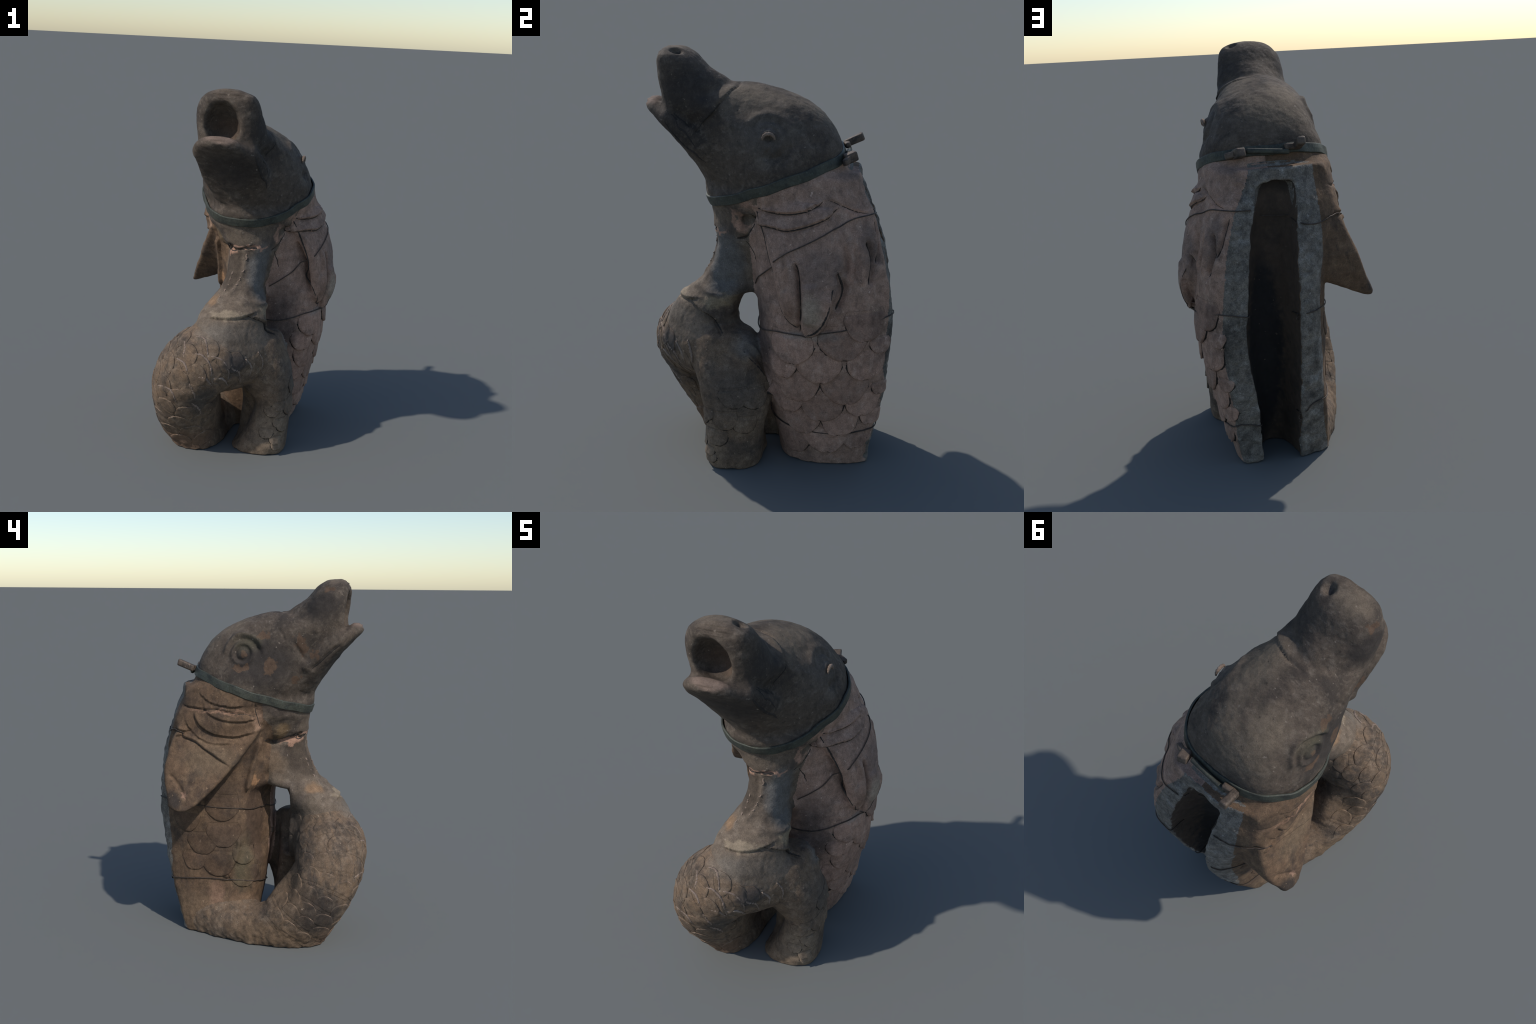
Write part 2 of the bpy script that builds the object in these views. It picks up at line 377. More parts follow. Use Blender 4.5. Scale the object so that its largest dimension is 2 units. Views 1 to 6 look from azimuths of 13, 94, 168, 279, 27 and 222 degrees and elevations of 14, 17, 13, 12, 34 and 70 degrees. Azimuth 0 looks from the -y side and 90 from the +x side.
# ---------------- carved lines: control points of creases, cracks, folds and collars -----------------
LINES = {
    'crack right collar': [(0.309, 0.296, 1.34), (0.299, 0.363, 1.306), (0.281, 0.422, 1.276), (0.25, 0.478, 1.258)],
    'collar right upper': [(0.246, -0.011, 1.297), (0.274, 0.037, 1.286), (0.32, 0.115, 1.285), (0.338, 0.179, 1.295), (0.328, 0.241, 1.312), (0.314, 0.275, 1.338)],
    'collar right lower': [(0.202, -0.044, 1.256), (0.192, -0.022, 1.224), (0.298, 0.036, 1.222), (0.343, 0.105, 1.215), (0.363, 0.177, 1.23), (0.363, 0.248, 1.252), (0.342, 0.303, 1.275), (0.307, 0.342, 1.304)],
    'fin right rays A': [(0.399, 0.141, 1.092), (0.414, 0.152, 1.026), (0.422, 0.158, 0.94), (0.418, 0.159, 0.848), (0.376, 0.158, 0.754)],
    'fin right rays A2': [(0.38, 0.094, 1.086), (0.395, 0.105, 1.021), (0.395, 0.094, 0.94)],
    'fin right rays B': [(0.41, 0.331, 1.038), (0.388, 0.356, 0.946), (0.395, 0.316, 0.846)],
    'fin right rays C': [(0.313, 0.466, 1.155), (0.315, 0.49, 1.098), (0.329, 0.494, 1.035), (0.353, 0.475, 0.94)],
    'fin right rays D': [(0.236, 0.508, 1.229), (0.281, 0.527, 1.117), (0.317, 0.511, 1.04)],
    'fin right rays E': [(0.358, 0.367, 1.144), (0.37, 0.374, 1.073), (0.38, 0.365, 1.01)],
    'fin right rays F': [(0.346, 0.414, 1.131), (0.361, 0.421, 1.047), (0.375, 0.407, 0.972)],
    'fin right lobe edge': [(0.424, 0.309, 0.964), (0.427, 0.282, 0.854), (0.398, 0.247, 0.78), (0.394, 0.212, 0.751), (0.38, 0.173, 0.741)],
    'lip main': [(0.085, -0.368, 0.81), (0.146, -0.318, 0.779), (0.156, -0.27, 0.75), (0.161, -0.235, 0.699), (0.224, -0.209, 0.672)],
    'lip upper': [(0.056, -0.337, 0.858), (0.123, -0.268, 0.848), (0.144, -0.217, 0.842), (0.115, -0.174, 0.785), (0.105, -0.177, 0.735)],
    'lip side a': [(0.249, -0.113, 0.603), (0.247, -0.082, 0.563), (0.23, -0.043, 0.501), (0.227, -0.006, 0.433)],
    'lip side b': [(0.225, -0.098, 0.644), (0.209, -0.048, 0.572), (0.205, -0.02, 0.517)],
    'lip front': [(-0.132, -0.415, 0.789), (-0.017, -0.433, 0.8), (0.056, -0.394, 0.806), (0.12, -0.316, 0.825)],
    'lip front upper': [(0.027, -0.356, 0.856), (0.095, -0.291, 0.867), (0.146, -0.247, 0.834)],
    'mouth fold a': [(0.068, -0.414, 1.702), (0.092, -0.377, 1.657), (0.11, -0.325, 1.606), (0.121, -0.295, 1.565)],
    'mouth fold b': [(0.076, -0.392, 1.702), (0.091, -0.356, 1.651), (0.107, -0.32, 1.616)],
    'jaw groove right': [(0.07, -0.435, 1.702), (0.095, -0.404, 1.643), (0.11, -0.338, 1.57), (0.119, -0.297, 1.539), (0.12, -0.252, 1.49)],
    'brow crack': [(0.005, -0.099, 1.814), (0.068, -0.131, 1.791), (0.127, -0.174, 1.754), (0.156, -0.203, 1.718), (0.141, -0.254, 1.671), (0.11, -0.315, 1.606)],
    'eye right arc': [(0.221, -0.048, 1.657), (0.198, -0.022, 1.693), (0.184, 0.048, 1.704), (0.198, 0.118, 1.674), (0.227, 0.158, 1.622)],
    'eye right slit': [(0.25, 0.147, 1.58), (0.274, 0.116, 1.525), (0.288, 0.1, 1.488)],
    'eye right socket': [(0.261, 0.021, 1.551), (0.271, 0.061, 1.526), (0.268, 0.101, 1.539)],
    'gill right arc': [(0.276, 0.156, 1.519), (0.26, 0.172, 1.551), (0.248, 0.217, 1.558), (0.237, 0.286, 1.528)],
    'jaw groove left': [(-0.225, -0.437, 1.665), (-0.221, -0.369, 1.607), (-0.216, -0.313, 1.554), (-0.211, -0.272, 1.524)],
    'cheek crease left': [(-0.254, -0.182, 1.674), (-0.231, -0.22, 1.616), (-0.212, -0.254, 1.564)],
    'brow left arc': [(-0.263, 0.184, 1.588), (-0.237, 0.165, 1.65), (-0.219, 0.11, 1.702), (-0.24, 0.047, 1.698), (-0.258, -0.003, 1.677), (-0.271, -0.023, 1.627)],
    'mouth bump left': [(-0.212, -0.254, 1.541)],
    'skull crease left': [(-0.229, -0.102, 1.74), (-0.253, -0.129, 1.707), (-0.261, -0.137, 1.674)],
    'crack left': [(-0.249, 0.429, 1.328), (-0.284, 0.382, 1.313), (-0.307, 0.321, 1.309), (-0.316, 0.273, 1.304), (-0.317, 0.226, 1.309), (-0.316, 0.176, 1.298), (-0.308, 0.111, 1.287), (-0.291, 0.055, 1.282), (-0.265, 0.005, 1.267)],
    'crack left upright': [(-0.289, 0.01, 1.339), (-0.273, 0.006, 1.299), (-0.257, -0.006, 1.252), (-0.236, -0.015, 1.207)],
    'collar left upper': [(-0.31, 0.291, 1.333), (-0.315, 0.277, 1.305), (-0.319, 0.234, 1.27), (-0.317, 0.176, 1.251), (-0.303, 0.095, 1.243), (-0.28, 0.036, 1.25), (-0.264, 0.006, 1.257)],
    'collar left lower': [(-0.302, 0.348, 1.293), (-0.312, 0.329, 1.254), (-0.311, 0.295, 1.213), (-0.302, 0.242, 1.179), (-0.295, 0.18, 1.164), (-0.287, 0.123, 1.158), (-0.272, 0.058, 1.172), (-0.251, 0.003, 1.186)],
    'fin left crease': [(-0.236, 0.486, 1.184), (-0.305, 0.416, 1.187), (-0.316, 0.397, 1.155), (-0.317, 0.337, 1.132), (-0.325, 0.284, 1.094), (-0.33, 0.232, 1.063), (-0.334, 0.202, 1.042), (-0.334, 0.13, 1.0)],
    'fin left tip': [(-0.386, 0.468, 0.963), (-0.403, 0.428, 0.93), (-0.417, 0.395, 0.888), (-0.431, 0.367, 0.842)],
    'strip left': [(-0.2, -0.014, 1.151), (-0.198, 0.015, 1.076), (-0.188, 0.044, 0.966), (-0.193, 0.064, 0.866), (-0.203, 0.084, 0.726)],
    'strip left low': [(-0.207, 0.109, 0.572), (-0.205, 0.118, 0.496), (-0.207, 0.164, 0.381), (-0.209, 0.191, 0.322)],
    'throat crack left': [(-0.164, -0.031, 1.117), (-0.125, -0.065, 1.104), (-0.109, -0.106, 1.11), (-0.097, -0.151, 1.122), (-0.077, -0.196, 1.14), (-0.053, -0.223, 1.153)],
    'lump a': [(-0.145, -0.094, 1.171)],
    'lump b': [(-0.107, -0.051, 0.992)],
    'lump c': [(-0.103, -0.064, 0.899)],
    'throat crack front': [(-0.088, -0.187, 1.149), (-0.059, -0.207, 1.126), (0.035, -0.244, 1.152), (0.081, -0.224, 1.157), (0.149, -0.107, 1.13), (0.172, -0.061, 1.166), (0.189, -0.029, 1.213), (0.196, -0.031, 1.249)],
    'chest crack': [(0.154, -0.086, 1.117), (0.168, -0.052, 1.049), (0.173, -0.045, 1.013)],
    'strut ridge': [(0.034, -0.235, 1.129), (0.025, -0.239, 1.052), (0.013, -0.262, 0.987), (-0.008, -0.287, 0.94), (-0.036, -0.32, 0.894)],
    'strut ridge b': [(-0.039, -0.234, 1.018), (-0.058, -0.276, 0.931), (-0.098, -0.337, 0.857)],
    'nostril left': [(-0.197, -0.362, 1.95)],
    'brow notch': [(0.058, -0.115, 1.794), (-0.013, -0.096, 1.818), (-0.082, -0.091, 1.82)],
    'fin right lobe tip': [(0.37, 0.1, 0.83), (0.385, 0.112, 0.795), (0.39, 0.13, 0.775), (0.39, 0.15, 0.775)],
    'collar left top': [(-0.31, 0.33, 1.4), (-0.325, 0.25, 1.345), (-0.32, 0.15, 1.325), (-0.3, 0.06, 1.33)],
    'collar left lowest': [(-0.3, 0.4, 1.25), (-0.315, 0.33, 1.16), (-0.31, 0.24, 1.12), (-0.29, 0.13, 1.12)],
    'fin right lobe one': [(0.385, 0.1, 1.09), (0.405, 0.125, 0.98), (0.385, 0.125, 0.83)],
    'fin right lobe two': [(0.43, 0.21, 1.0), (0.44, 0.215, 0.9), (0.41, 0.2, 0.79)],
    'fin right ridge a': [(0.365, 0.375, 1.15), (0.385, 0.385, 1.05), (0.39, 0.375, 0.95)],
    'fin right ridge b': [(0.33, 0.44, 1.15), (0.35, 0.445, 1.05), (0.365, 0.435, 0.95)],
    'fin right front': [(0.25, -0.042, 1.28), (0.29, 0.0, 1.175), (0.335, 0.035, 1.04), (0.358, 0.06, 0.904), (0.37, 0.1, 0.815)],
}
VEINS = {
    'vein a': [(-0.159, -0.497, 0.704), (-0.115, -0.504, 0.704), (-0.09, -0.527, 0.677), (-0.074, -0.559, 0.622)],
    'vein b': [(-0.164, -0.567, 0.629), (-0.107, -0.563, 0.632), (-0.062, -0.566, 0.592), (-0.048, -0.567, 0.535), (-0.047, -0.543, 0.448)],
    'vein c': [(-0.075, -0.556, 0.629), (-0.014, -0.535, 0.613), (0.026, -0.522, 0.563), (0.028, -0.502, 0.487)],
    'vein d': [(-0.239, -0.565, 0.597), (-0.19, -0.585, 0.581), (-0.164, -0.597, 0.53)],
    'vein e': [(-0.222, -0.499, 0.684), (-0.201, -0.545, 0.651), (-0.206, -0.567, 0.615)],
    'vein f': [(-0.119, -0.591, 0.521), (-0.073, -0.576, 0.509), (-0.046, -0.547, 0.459)],
    'vein g': [(-0.037, -0.559, 0.512), (0.005, -0.528, 0.502), (0.023, -0.479, 0.447)],
    'vein h': [(-0.158, -0.595, 0.478), (-0.137, -0.577, 0.423), (-0.135, -0.551, 0.369)],
    'vein i': [(-0.345, -0.544, 0.423), (-0.262, -0.584, 0.424), (-0.236, -0.568, 0.352)],
    'vein j': [(0.034, -0.501, 0.642), (0.047, -0.507, 0.56), (0.074, -0.477, 0.536), (0.079, -0.438, 0.461)],
    'vein k': [(0.107, -0.456, 0.602), (0.132, -0.428, 0.552), (0.119, -0.416, 0.484)],
    'vein l': [(0.156, -0.39, 0.628), (0.181, -0.375, 0.574), (0.175, -0.372, 0.511)],
    'vein m': [(-0.159, -0.556, 0.359), (-0.13, -0.507, 0.308), (-0.122, -0.472, 0.259)],
}
SCALES_RIGHT = [(0.348, 0.117, 0.584, 0.22), (0.381, 0.35, 0.609, 0.228), (0.364, 0.454, 0.694, 0.204), (0.308, 0.073, 0.5, 0.171), (0.361, 0.24, 0.492, 0.213), (0.34, 0.454, 0.497, 0.2), (0.326, 0.519, 0.621, 0.115), (0.312, 0.139, 0.379, 0.224), (0.335, 0.356, 0.37, 0.221), (0.296, 0.513, 0.403, 0.091), (0.268, 0.09, 0.307, 0.192), (0.311, 0.252, 0.272, 0.211), (0.305, 0.434, 0.295, 0.177), (0.269, 0.154, 0.19, 0.191), (0.293, 0.33, 0.184, 0.178), (0.281, 0.472, 0.24, 0.114), (0.261, 0.261, 0.08, 0.212), (0.212, 0.115, 0.062, 0.19), (0.266, 0.397, 0.105, 0.121)]      # tip x, y, z and width
SCALES_LEG = [(0.304, -0.214, 0.221, 0.13), (0.294, -0.258, 0.131, 0.115), (0.301, -0.123, 0.2, 0.127), (0.269, -0.297, 0.03, 0.074), (0.307, -0.166, 0.334, 0.149), (0.293, -0.067, 0.326, 0.14), (0.273, -0.3, 0.262, 0.082), (0.237, -0.317, 0.23, 0.091), (0.275, -0.295, 0.167, 0.074), (0.304, -0.222, 0.227, 0.05), (0.266, -0.306, 0.064, 0.074), (0.211, -0.326, 0.101, 0.083)]      # tip x, y, z and width
SCALES_LEFT = [(-0.216, 0.199, 0.509, 0.195), (-0.215, 0.319, 0.464, 0.179), (-0.223, 0.206, 0.664, 0.198), (-0.21, 0.228, 0.335, 0.193), (-0.186, 0.084, 0.274, 0.186), (-0.209, 0.368, 0.369, 0.146), (-0.21, 0.413, 0.594, 0.166), (-0.19, 0.084, 0.409, 0.14)]      # tip x, y, z and width


def lattice(P, seed):
    """smooth value noise in about -1..1, on any number of points"""
    i = np.floor(P).astype(np.int64); t = P - i; t = t * t * (3 - 2 * t)
    out = 0
    for a in (0, 1):
        for b in (0, 1):
            for c in (0, 1):
                h = (i[:, 0]+a) * 73856093 ^ (i[:, 1]+b) * 19349663 ^ (i[:, 2]+c) * 83492791 ^ (seed * 2654435761)
                h = (h ^ (h >> 13)) * 1274126177 & 0x7fffffff
                h = (h ^ (h >> 16)) & 0xffff
                w = (t[:, 0] if a else 1-t[:, 0]) * (t[:, 1] if b else 1-t[:, 1]) * (t[:, 2] if c else 1-t[:, 2])
                out = out + w * (h / 32767.5 - 1)
    return out


def to_line(pts, reach, fine=.006):
    """vertices near a polyline: indices, distance, and the offset vector from the line"""
    p = np.array(pts, float)
    if len(p) == 1:
        near = np.where(np.linalg.norm(V - p[0], axis=1) < reach)[0]
        off = V[near] - p[0]
        return near, np.linalg.norm(off, axis=1), off, np.zeros(len(near))
    if len(p) > 2:
        p = spline_pts(p, len(p) * 6)
    lo, hi = p.min(0) - reach, p.max(0) + reach
    near = np.where(((V > lo) & (V < hi)).all(1))[0]
    best = np.full(len(near), 9.0); off = np.zeros((len(near), 3)); along = np.zeros(len(near))
    X = V[near]
    for j, (a, b) in enumerate(zip(p[:-1], p[1:])):
        d = b - a; L = d @ d + 1e-12
        t = np.clip((X - a) @ d / L, 0, 1)
        o = X - a - t[:, None] * d
        q = np.linalg.norm(o, axis=1); m = q < best
        best[m] = q[m]; off[m] = o[m]; along[m] = (j + t[m]) / (len(p) - 1)
    k = best < reach
    return near[k], best[k], off[k], along[k]


DISP = np.zeros(len(V))


def fade(along):
    return np.clip(np.minimum(along, 1 - along) / .12, .15, 1)


def groove(name, depth, w):
    i, d, o, s = to_line(LINES[name], 3 * w)
    DISP[i] -= depth * np.exp(-(d / w) ** 2) * fade(s)


def ridge(name, height, w):
    i, d, o, s = to_line(LINES[name], 3 * w)
    DISP[i] += height * np.exp(-(d / w) ** 2) * fade(s)


def step(name, height, w, below):
    """an edge that overlaps what lies on its lower side"""
    i, d, o, s = to_line(LINES[name], 3 * w)
    below = np.array(below, float)
    side = np.where(o @ below > 0, d, -d)
    up = np.exp(-np.maximum(-side, 0) / w) * (1 - .5 * (1 + np.tanh(side / .0035)))
    DISP[i] += (height * up - .35 * height * np.exp(-((side - .006) / .006) ** 2)) * fade(s)


def flat(name, height, w):
    i, d, o, s = to_line(LINES[name], 2 * w)
    DISP[i] += height * .5 * (1 - np.tanh((d - w) / .004)) * fade(s)


def bump(name, height, r):
    i, d, o, s = to_line(LINES[name], 2.5 * r)
    DISP[i] += height * np.exp(-(d / r) ** 2)


DOWN = (0, 0, -1)
step('collar right upper', .019, .05, DOWN); step('collar right lower', .018, .06, DOWN)
step('collar left upper', .010, .05, DOWN); step('collar left lower', .013, .06, DOWN); step('collar left top', .010, .05, DOWN); step('collar left lowest', .008, .05, DOWN)
step('fin left crease', .014, .06, (0, -.3, -1)); groove('fin left tip', .010, .012)
ridge('fin right lobe one', .010, .028); ridge('fin right lobe two', .016, .038); ridge('fin right ridge a', .010, .012); ridge('fin right ridge b', .010, .012)
groove('fin right rays A', .034, .010); groove('fin right rays A2', .012, .012); groove('fin right rays B', .026, .015)
groove('fin right rays C', .03, .013); groove('fin right rays D', .022, .011)
groove('fin right rays E', .013, .010); groove('fin right rays F', .013, .010)
step('fin right lobe edge', .026, .06, (0, .6, -.8))
step('lip main', .02, .04, (0, -.6, -.7)); ridge('lip upper', .010, .014); step('lip front', .014, .04, (0, -.4, -.9)); ridge('lip front upper', .010, .014)
ridge('lip side a', .012, .014); ridge('lip side b', .010, .012)
groove('mouth fold a', .008, .007); groove('mouth fold b', .007, .007); groove('jaw groove right', .010, .010); groove('brow crack', .008, .006)
step('brow crack', .008, .05, (0, .8, -.4))
ridge('eye right arc', .008, .020); groove('eye right slit', .010, .011); groove('eye right socket', .014, .022); ridge('gill right arc', .005, .02)
groove('jaw groove left', .012, .013); groove('cheek crease left', .008, .010); bump('mouth bump left', .016, .028); groove('skull crease left', .007, .008)
ridge('brow left arc', .015, .016)
groove('crack left', .012, .005); groove('crack left upright', .012, .005); groove('crack right collar', .008, .005)
groove('throat crack front', .018, .007); groove('throat crack left', .035, .012); groove('chest crack', .006, .005)
bump('lump a', .022, .045); bump('lump b', .018, .06); bump('lump c', .016, .035)
flat('strip left', .024, .015); flat('strip left low', .016, .014); groove('strip left', .012, .007)
for v in VEINS: LINES[v] = VEINS[v]; step(v, .006, .03, (.7, 0, .7))
groove('brow notch', .010, .009); bump('nostril left', -.006, .018)
ridge('strut ridge', .009, .013); ridge('strut ridge b', .005, .010)
# ringed eye of the left side, rimmed hole of the right eye
i, d, o, s = to_line([(-.275, .084, 1.608)], .14)
d = d * (1 + .12 * lattice(V[i] * 18, 41))
DISP[i] += .012 * np.exp(-(d / .026) ** 2) - .007 * np.exp(-((d - .038) / .009) ** 2) + .007 * np.exp(-((d - .056) / .011) ** 2) - .010 * np.exp(-((d - .084) / .016) ** 2) * np.clip(.6 + o[:, 2] / .08, .2, 1)
i, d, o, s = to_line([(.255, .043, 1.606)], .08)
DISP[i] += .012 * np.exp(-(d / .055) ** 2) + .012 * np.exp(-((d - .033) / .010) ** 2) * np.clip(.45 + o[:, 2] / .03, .1, 1.2) + .010 * np.exp(-((d - .062) / .016) ** 2) * np.clip(.3 + o[:, 1] / .06, 0, 1)

# weathering: broad lumps everywhere, chipped rims, broken base
X = V
rough = .0032 * lattice(X * 9, 1) + .0018 * lattice(X * 24, 2) + .0010 * lattice(X * 55, 3) + .0006 * lattice(X * 110, 4)
back_at = curve(X[:, 2], *BACK)
rim = np.clip(1 - np.abs(X[:, 1] - back_at) / .05, 0, 1) * (X[:, 2] < 1.46)
rough += rim * (.006 * lattice(X * 22, 5) + .004 * lattice(X * 48, 6))
base = np.clip(1 - X[:, 2] / .22, 0, 1) * np.clip((-.05 - X[:, 0]) / .1, 0, 1)
rough += base * (.006 * lattice(X * np.array([30, 30, 12.]), 7) + .003 * lattice(X * 60, 8))
coil = np.clip((-.05 - X[:, 0]) / .1, 0, 1) * np.clip((.15 - X[:, 1]) / .1, 0, 1) * np.clip((.75 - X[:, 2]) / .1, 0, 1)
swirl = np.stack([X[:, 0] * 8, np.hypot(X[:, 1] + .06, X[:, 2] - .4) * 50, np.arctan2(X[:, 2] - .4, X[:, 1] + .06) * 5], 1)
rough += coil * .0022 * lattice(swirl, 9)
DISP += rough
V = V + NRM * DISP[:, None]
sole = np.clip(1 - V[:, 2] / .012, 0, 1)
V[:, 2] = np.maximum(V[:, 2], 0) + sole * .012 * np.clip(lattice(V * 26, 11) - .25, 0, 1)
V[:, 2] -= V[:, 2].min()

# =====================================================================
#  materials: Principled stone with noise masks, on Object coordinates
# =====================================================================
class Shade:
    def __init__(self, name):
        self.mat = bpy.data.materials.new(name); self.mat.use_nodes = True
        self.t = self.mat.node_tree; self.n = self.t.nodes
        self.bsdf = self.n["Principled BSDF"]
        self.pos = self.n.new("ShaderNodeTexCoord").outputs["Object"]

    def link(self, a, socket):
        if isinstance(a, bpy.types.NodeSocket): self.t.links.new(a, socket)
        else: socket.default_value = a

    def node(self, kind, out=0, **ins):
        q = self.n.new(kind)
        for k, v in ins.items():
            if k.startswith("_"): setattr(q, k[1:], v)
        for k, v in ins.items():
            if not k.startswith("_"):
                key = int(k[1:]) if k[0] == "i" and k[1:].isdigit() else k.replace("__", " ")
                self.link(v, q.inputs[key])
        return q.outputs[out]

    def vec(self, op, a, b=None, out=0):
        return self.node("ShaderNodeVectorMath", out, _operation=op, i0=a, **({} if b is None else {"i1": b}))

    def math(self, op, a, b=0.0):
        return self.node("ShaderNodeMath", _operation=op, i0=a, i1=b)

    def noise(self, scale, detail=4, rough=.55, at=None, stretch=None, out="Fac", distort=0.0):
        p = at or self.pos
        if stretch: p = self.vec("MULTIPLY", p, stretch)
        q = self.n.new("ShaderNodeTexNoise")
        self.link(p, q.inputs["Vector"]); q.inputs["Scale"].default_value = scale
        q.inputs["Detail"].default_value = detail; q.inputs["Roughness"].default_value = rough; q.inputs["Distortion"].default_value = distort
        return q.outputs[out]

    def span(self, v, a, b, lo=0.0, hi=1.0):
        q = self.n.new("ShaderNodeMapRange"); q.interpolation_type = "SMOOTHSTEP"; q.clamp = True
        if a > b: a, b, lo, hi = b, a, hi, lo
        for i, x in enumerate((v, a, b, lo, hi)): self.link(x, q.inputs[i])
        return q.outputs[0]

    def mix(self, a, b, f):
        q = self.n.new("ShaderNodeMix"); q.data_type = "RGBA"
        c = lambda x: x if isinstance(x, bpy.types.NodeSocket) else (*x, 1)
        self.link(f, q.inputs[0]); self.link(c(a), q.inputs[6]); self.link(c(b), q.inputs[7])
        return q.outputs[2]

    def tint(self, a, f):
        """multiply a colour by a grey value"""
        q = self.n.new("ShaderNodeMix"); q.data_type = "RGBA"; q.blend_type = "MULTIPLY"
        q.inputs[0].default_value = 1
        self.link(a, q.inputs[6]); self.link(f, q.inputs[7])
        return q.outputs[2]

    def warp(self, scale, amount):
        c = self.noise(scale, 3, out="Color")
        return self.vec("ADD", self.pos, self.vec("MULTIPLY", self.vec("SUBTRACT", c, (.5, .5, .5)), (amount,) * 3))

    def spot(self, p, centre, radii, soft=.3):
        d = self.vec("LENGTH", self.vec("MULTIPLY", self.vec("SUBTRACT", p, centre), tuple(1 / r for r in radii)), out="Value")
        return self.span(d, 1 + soft, 1 - soft)

    def done(self, colour, rough, bump=None, strength=.35, dist=.006):
        self.link(colour, self.bsdf.inputs["Base Color"])
        self.bsdf.inputs["Roughness"].default_value = rough
        self.bsdf.inputs["Specular IOR Level"].default_value = .3
        if bump is not None:
            b = self.n.new("ShaderNodeBump"); b.inputs["Strength"].default_value = strength; b.inputs["Distance"].default_value = dist
            self.link(bump, b.inputs["Height"]); self.t.links.new(b.outputs[0], self.bsdf.inputs["Normal"])
        return self.mat


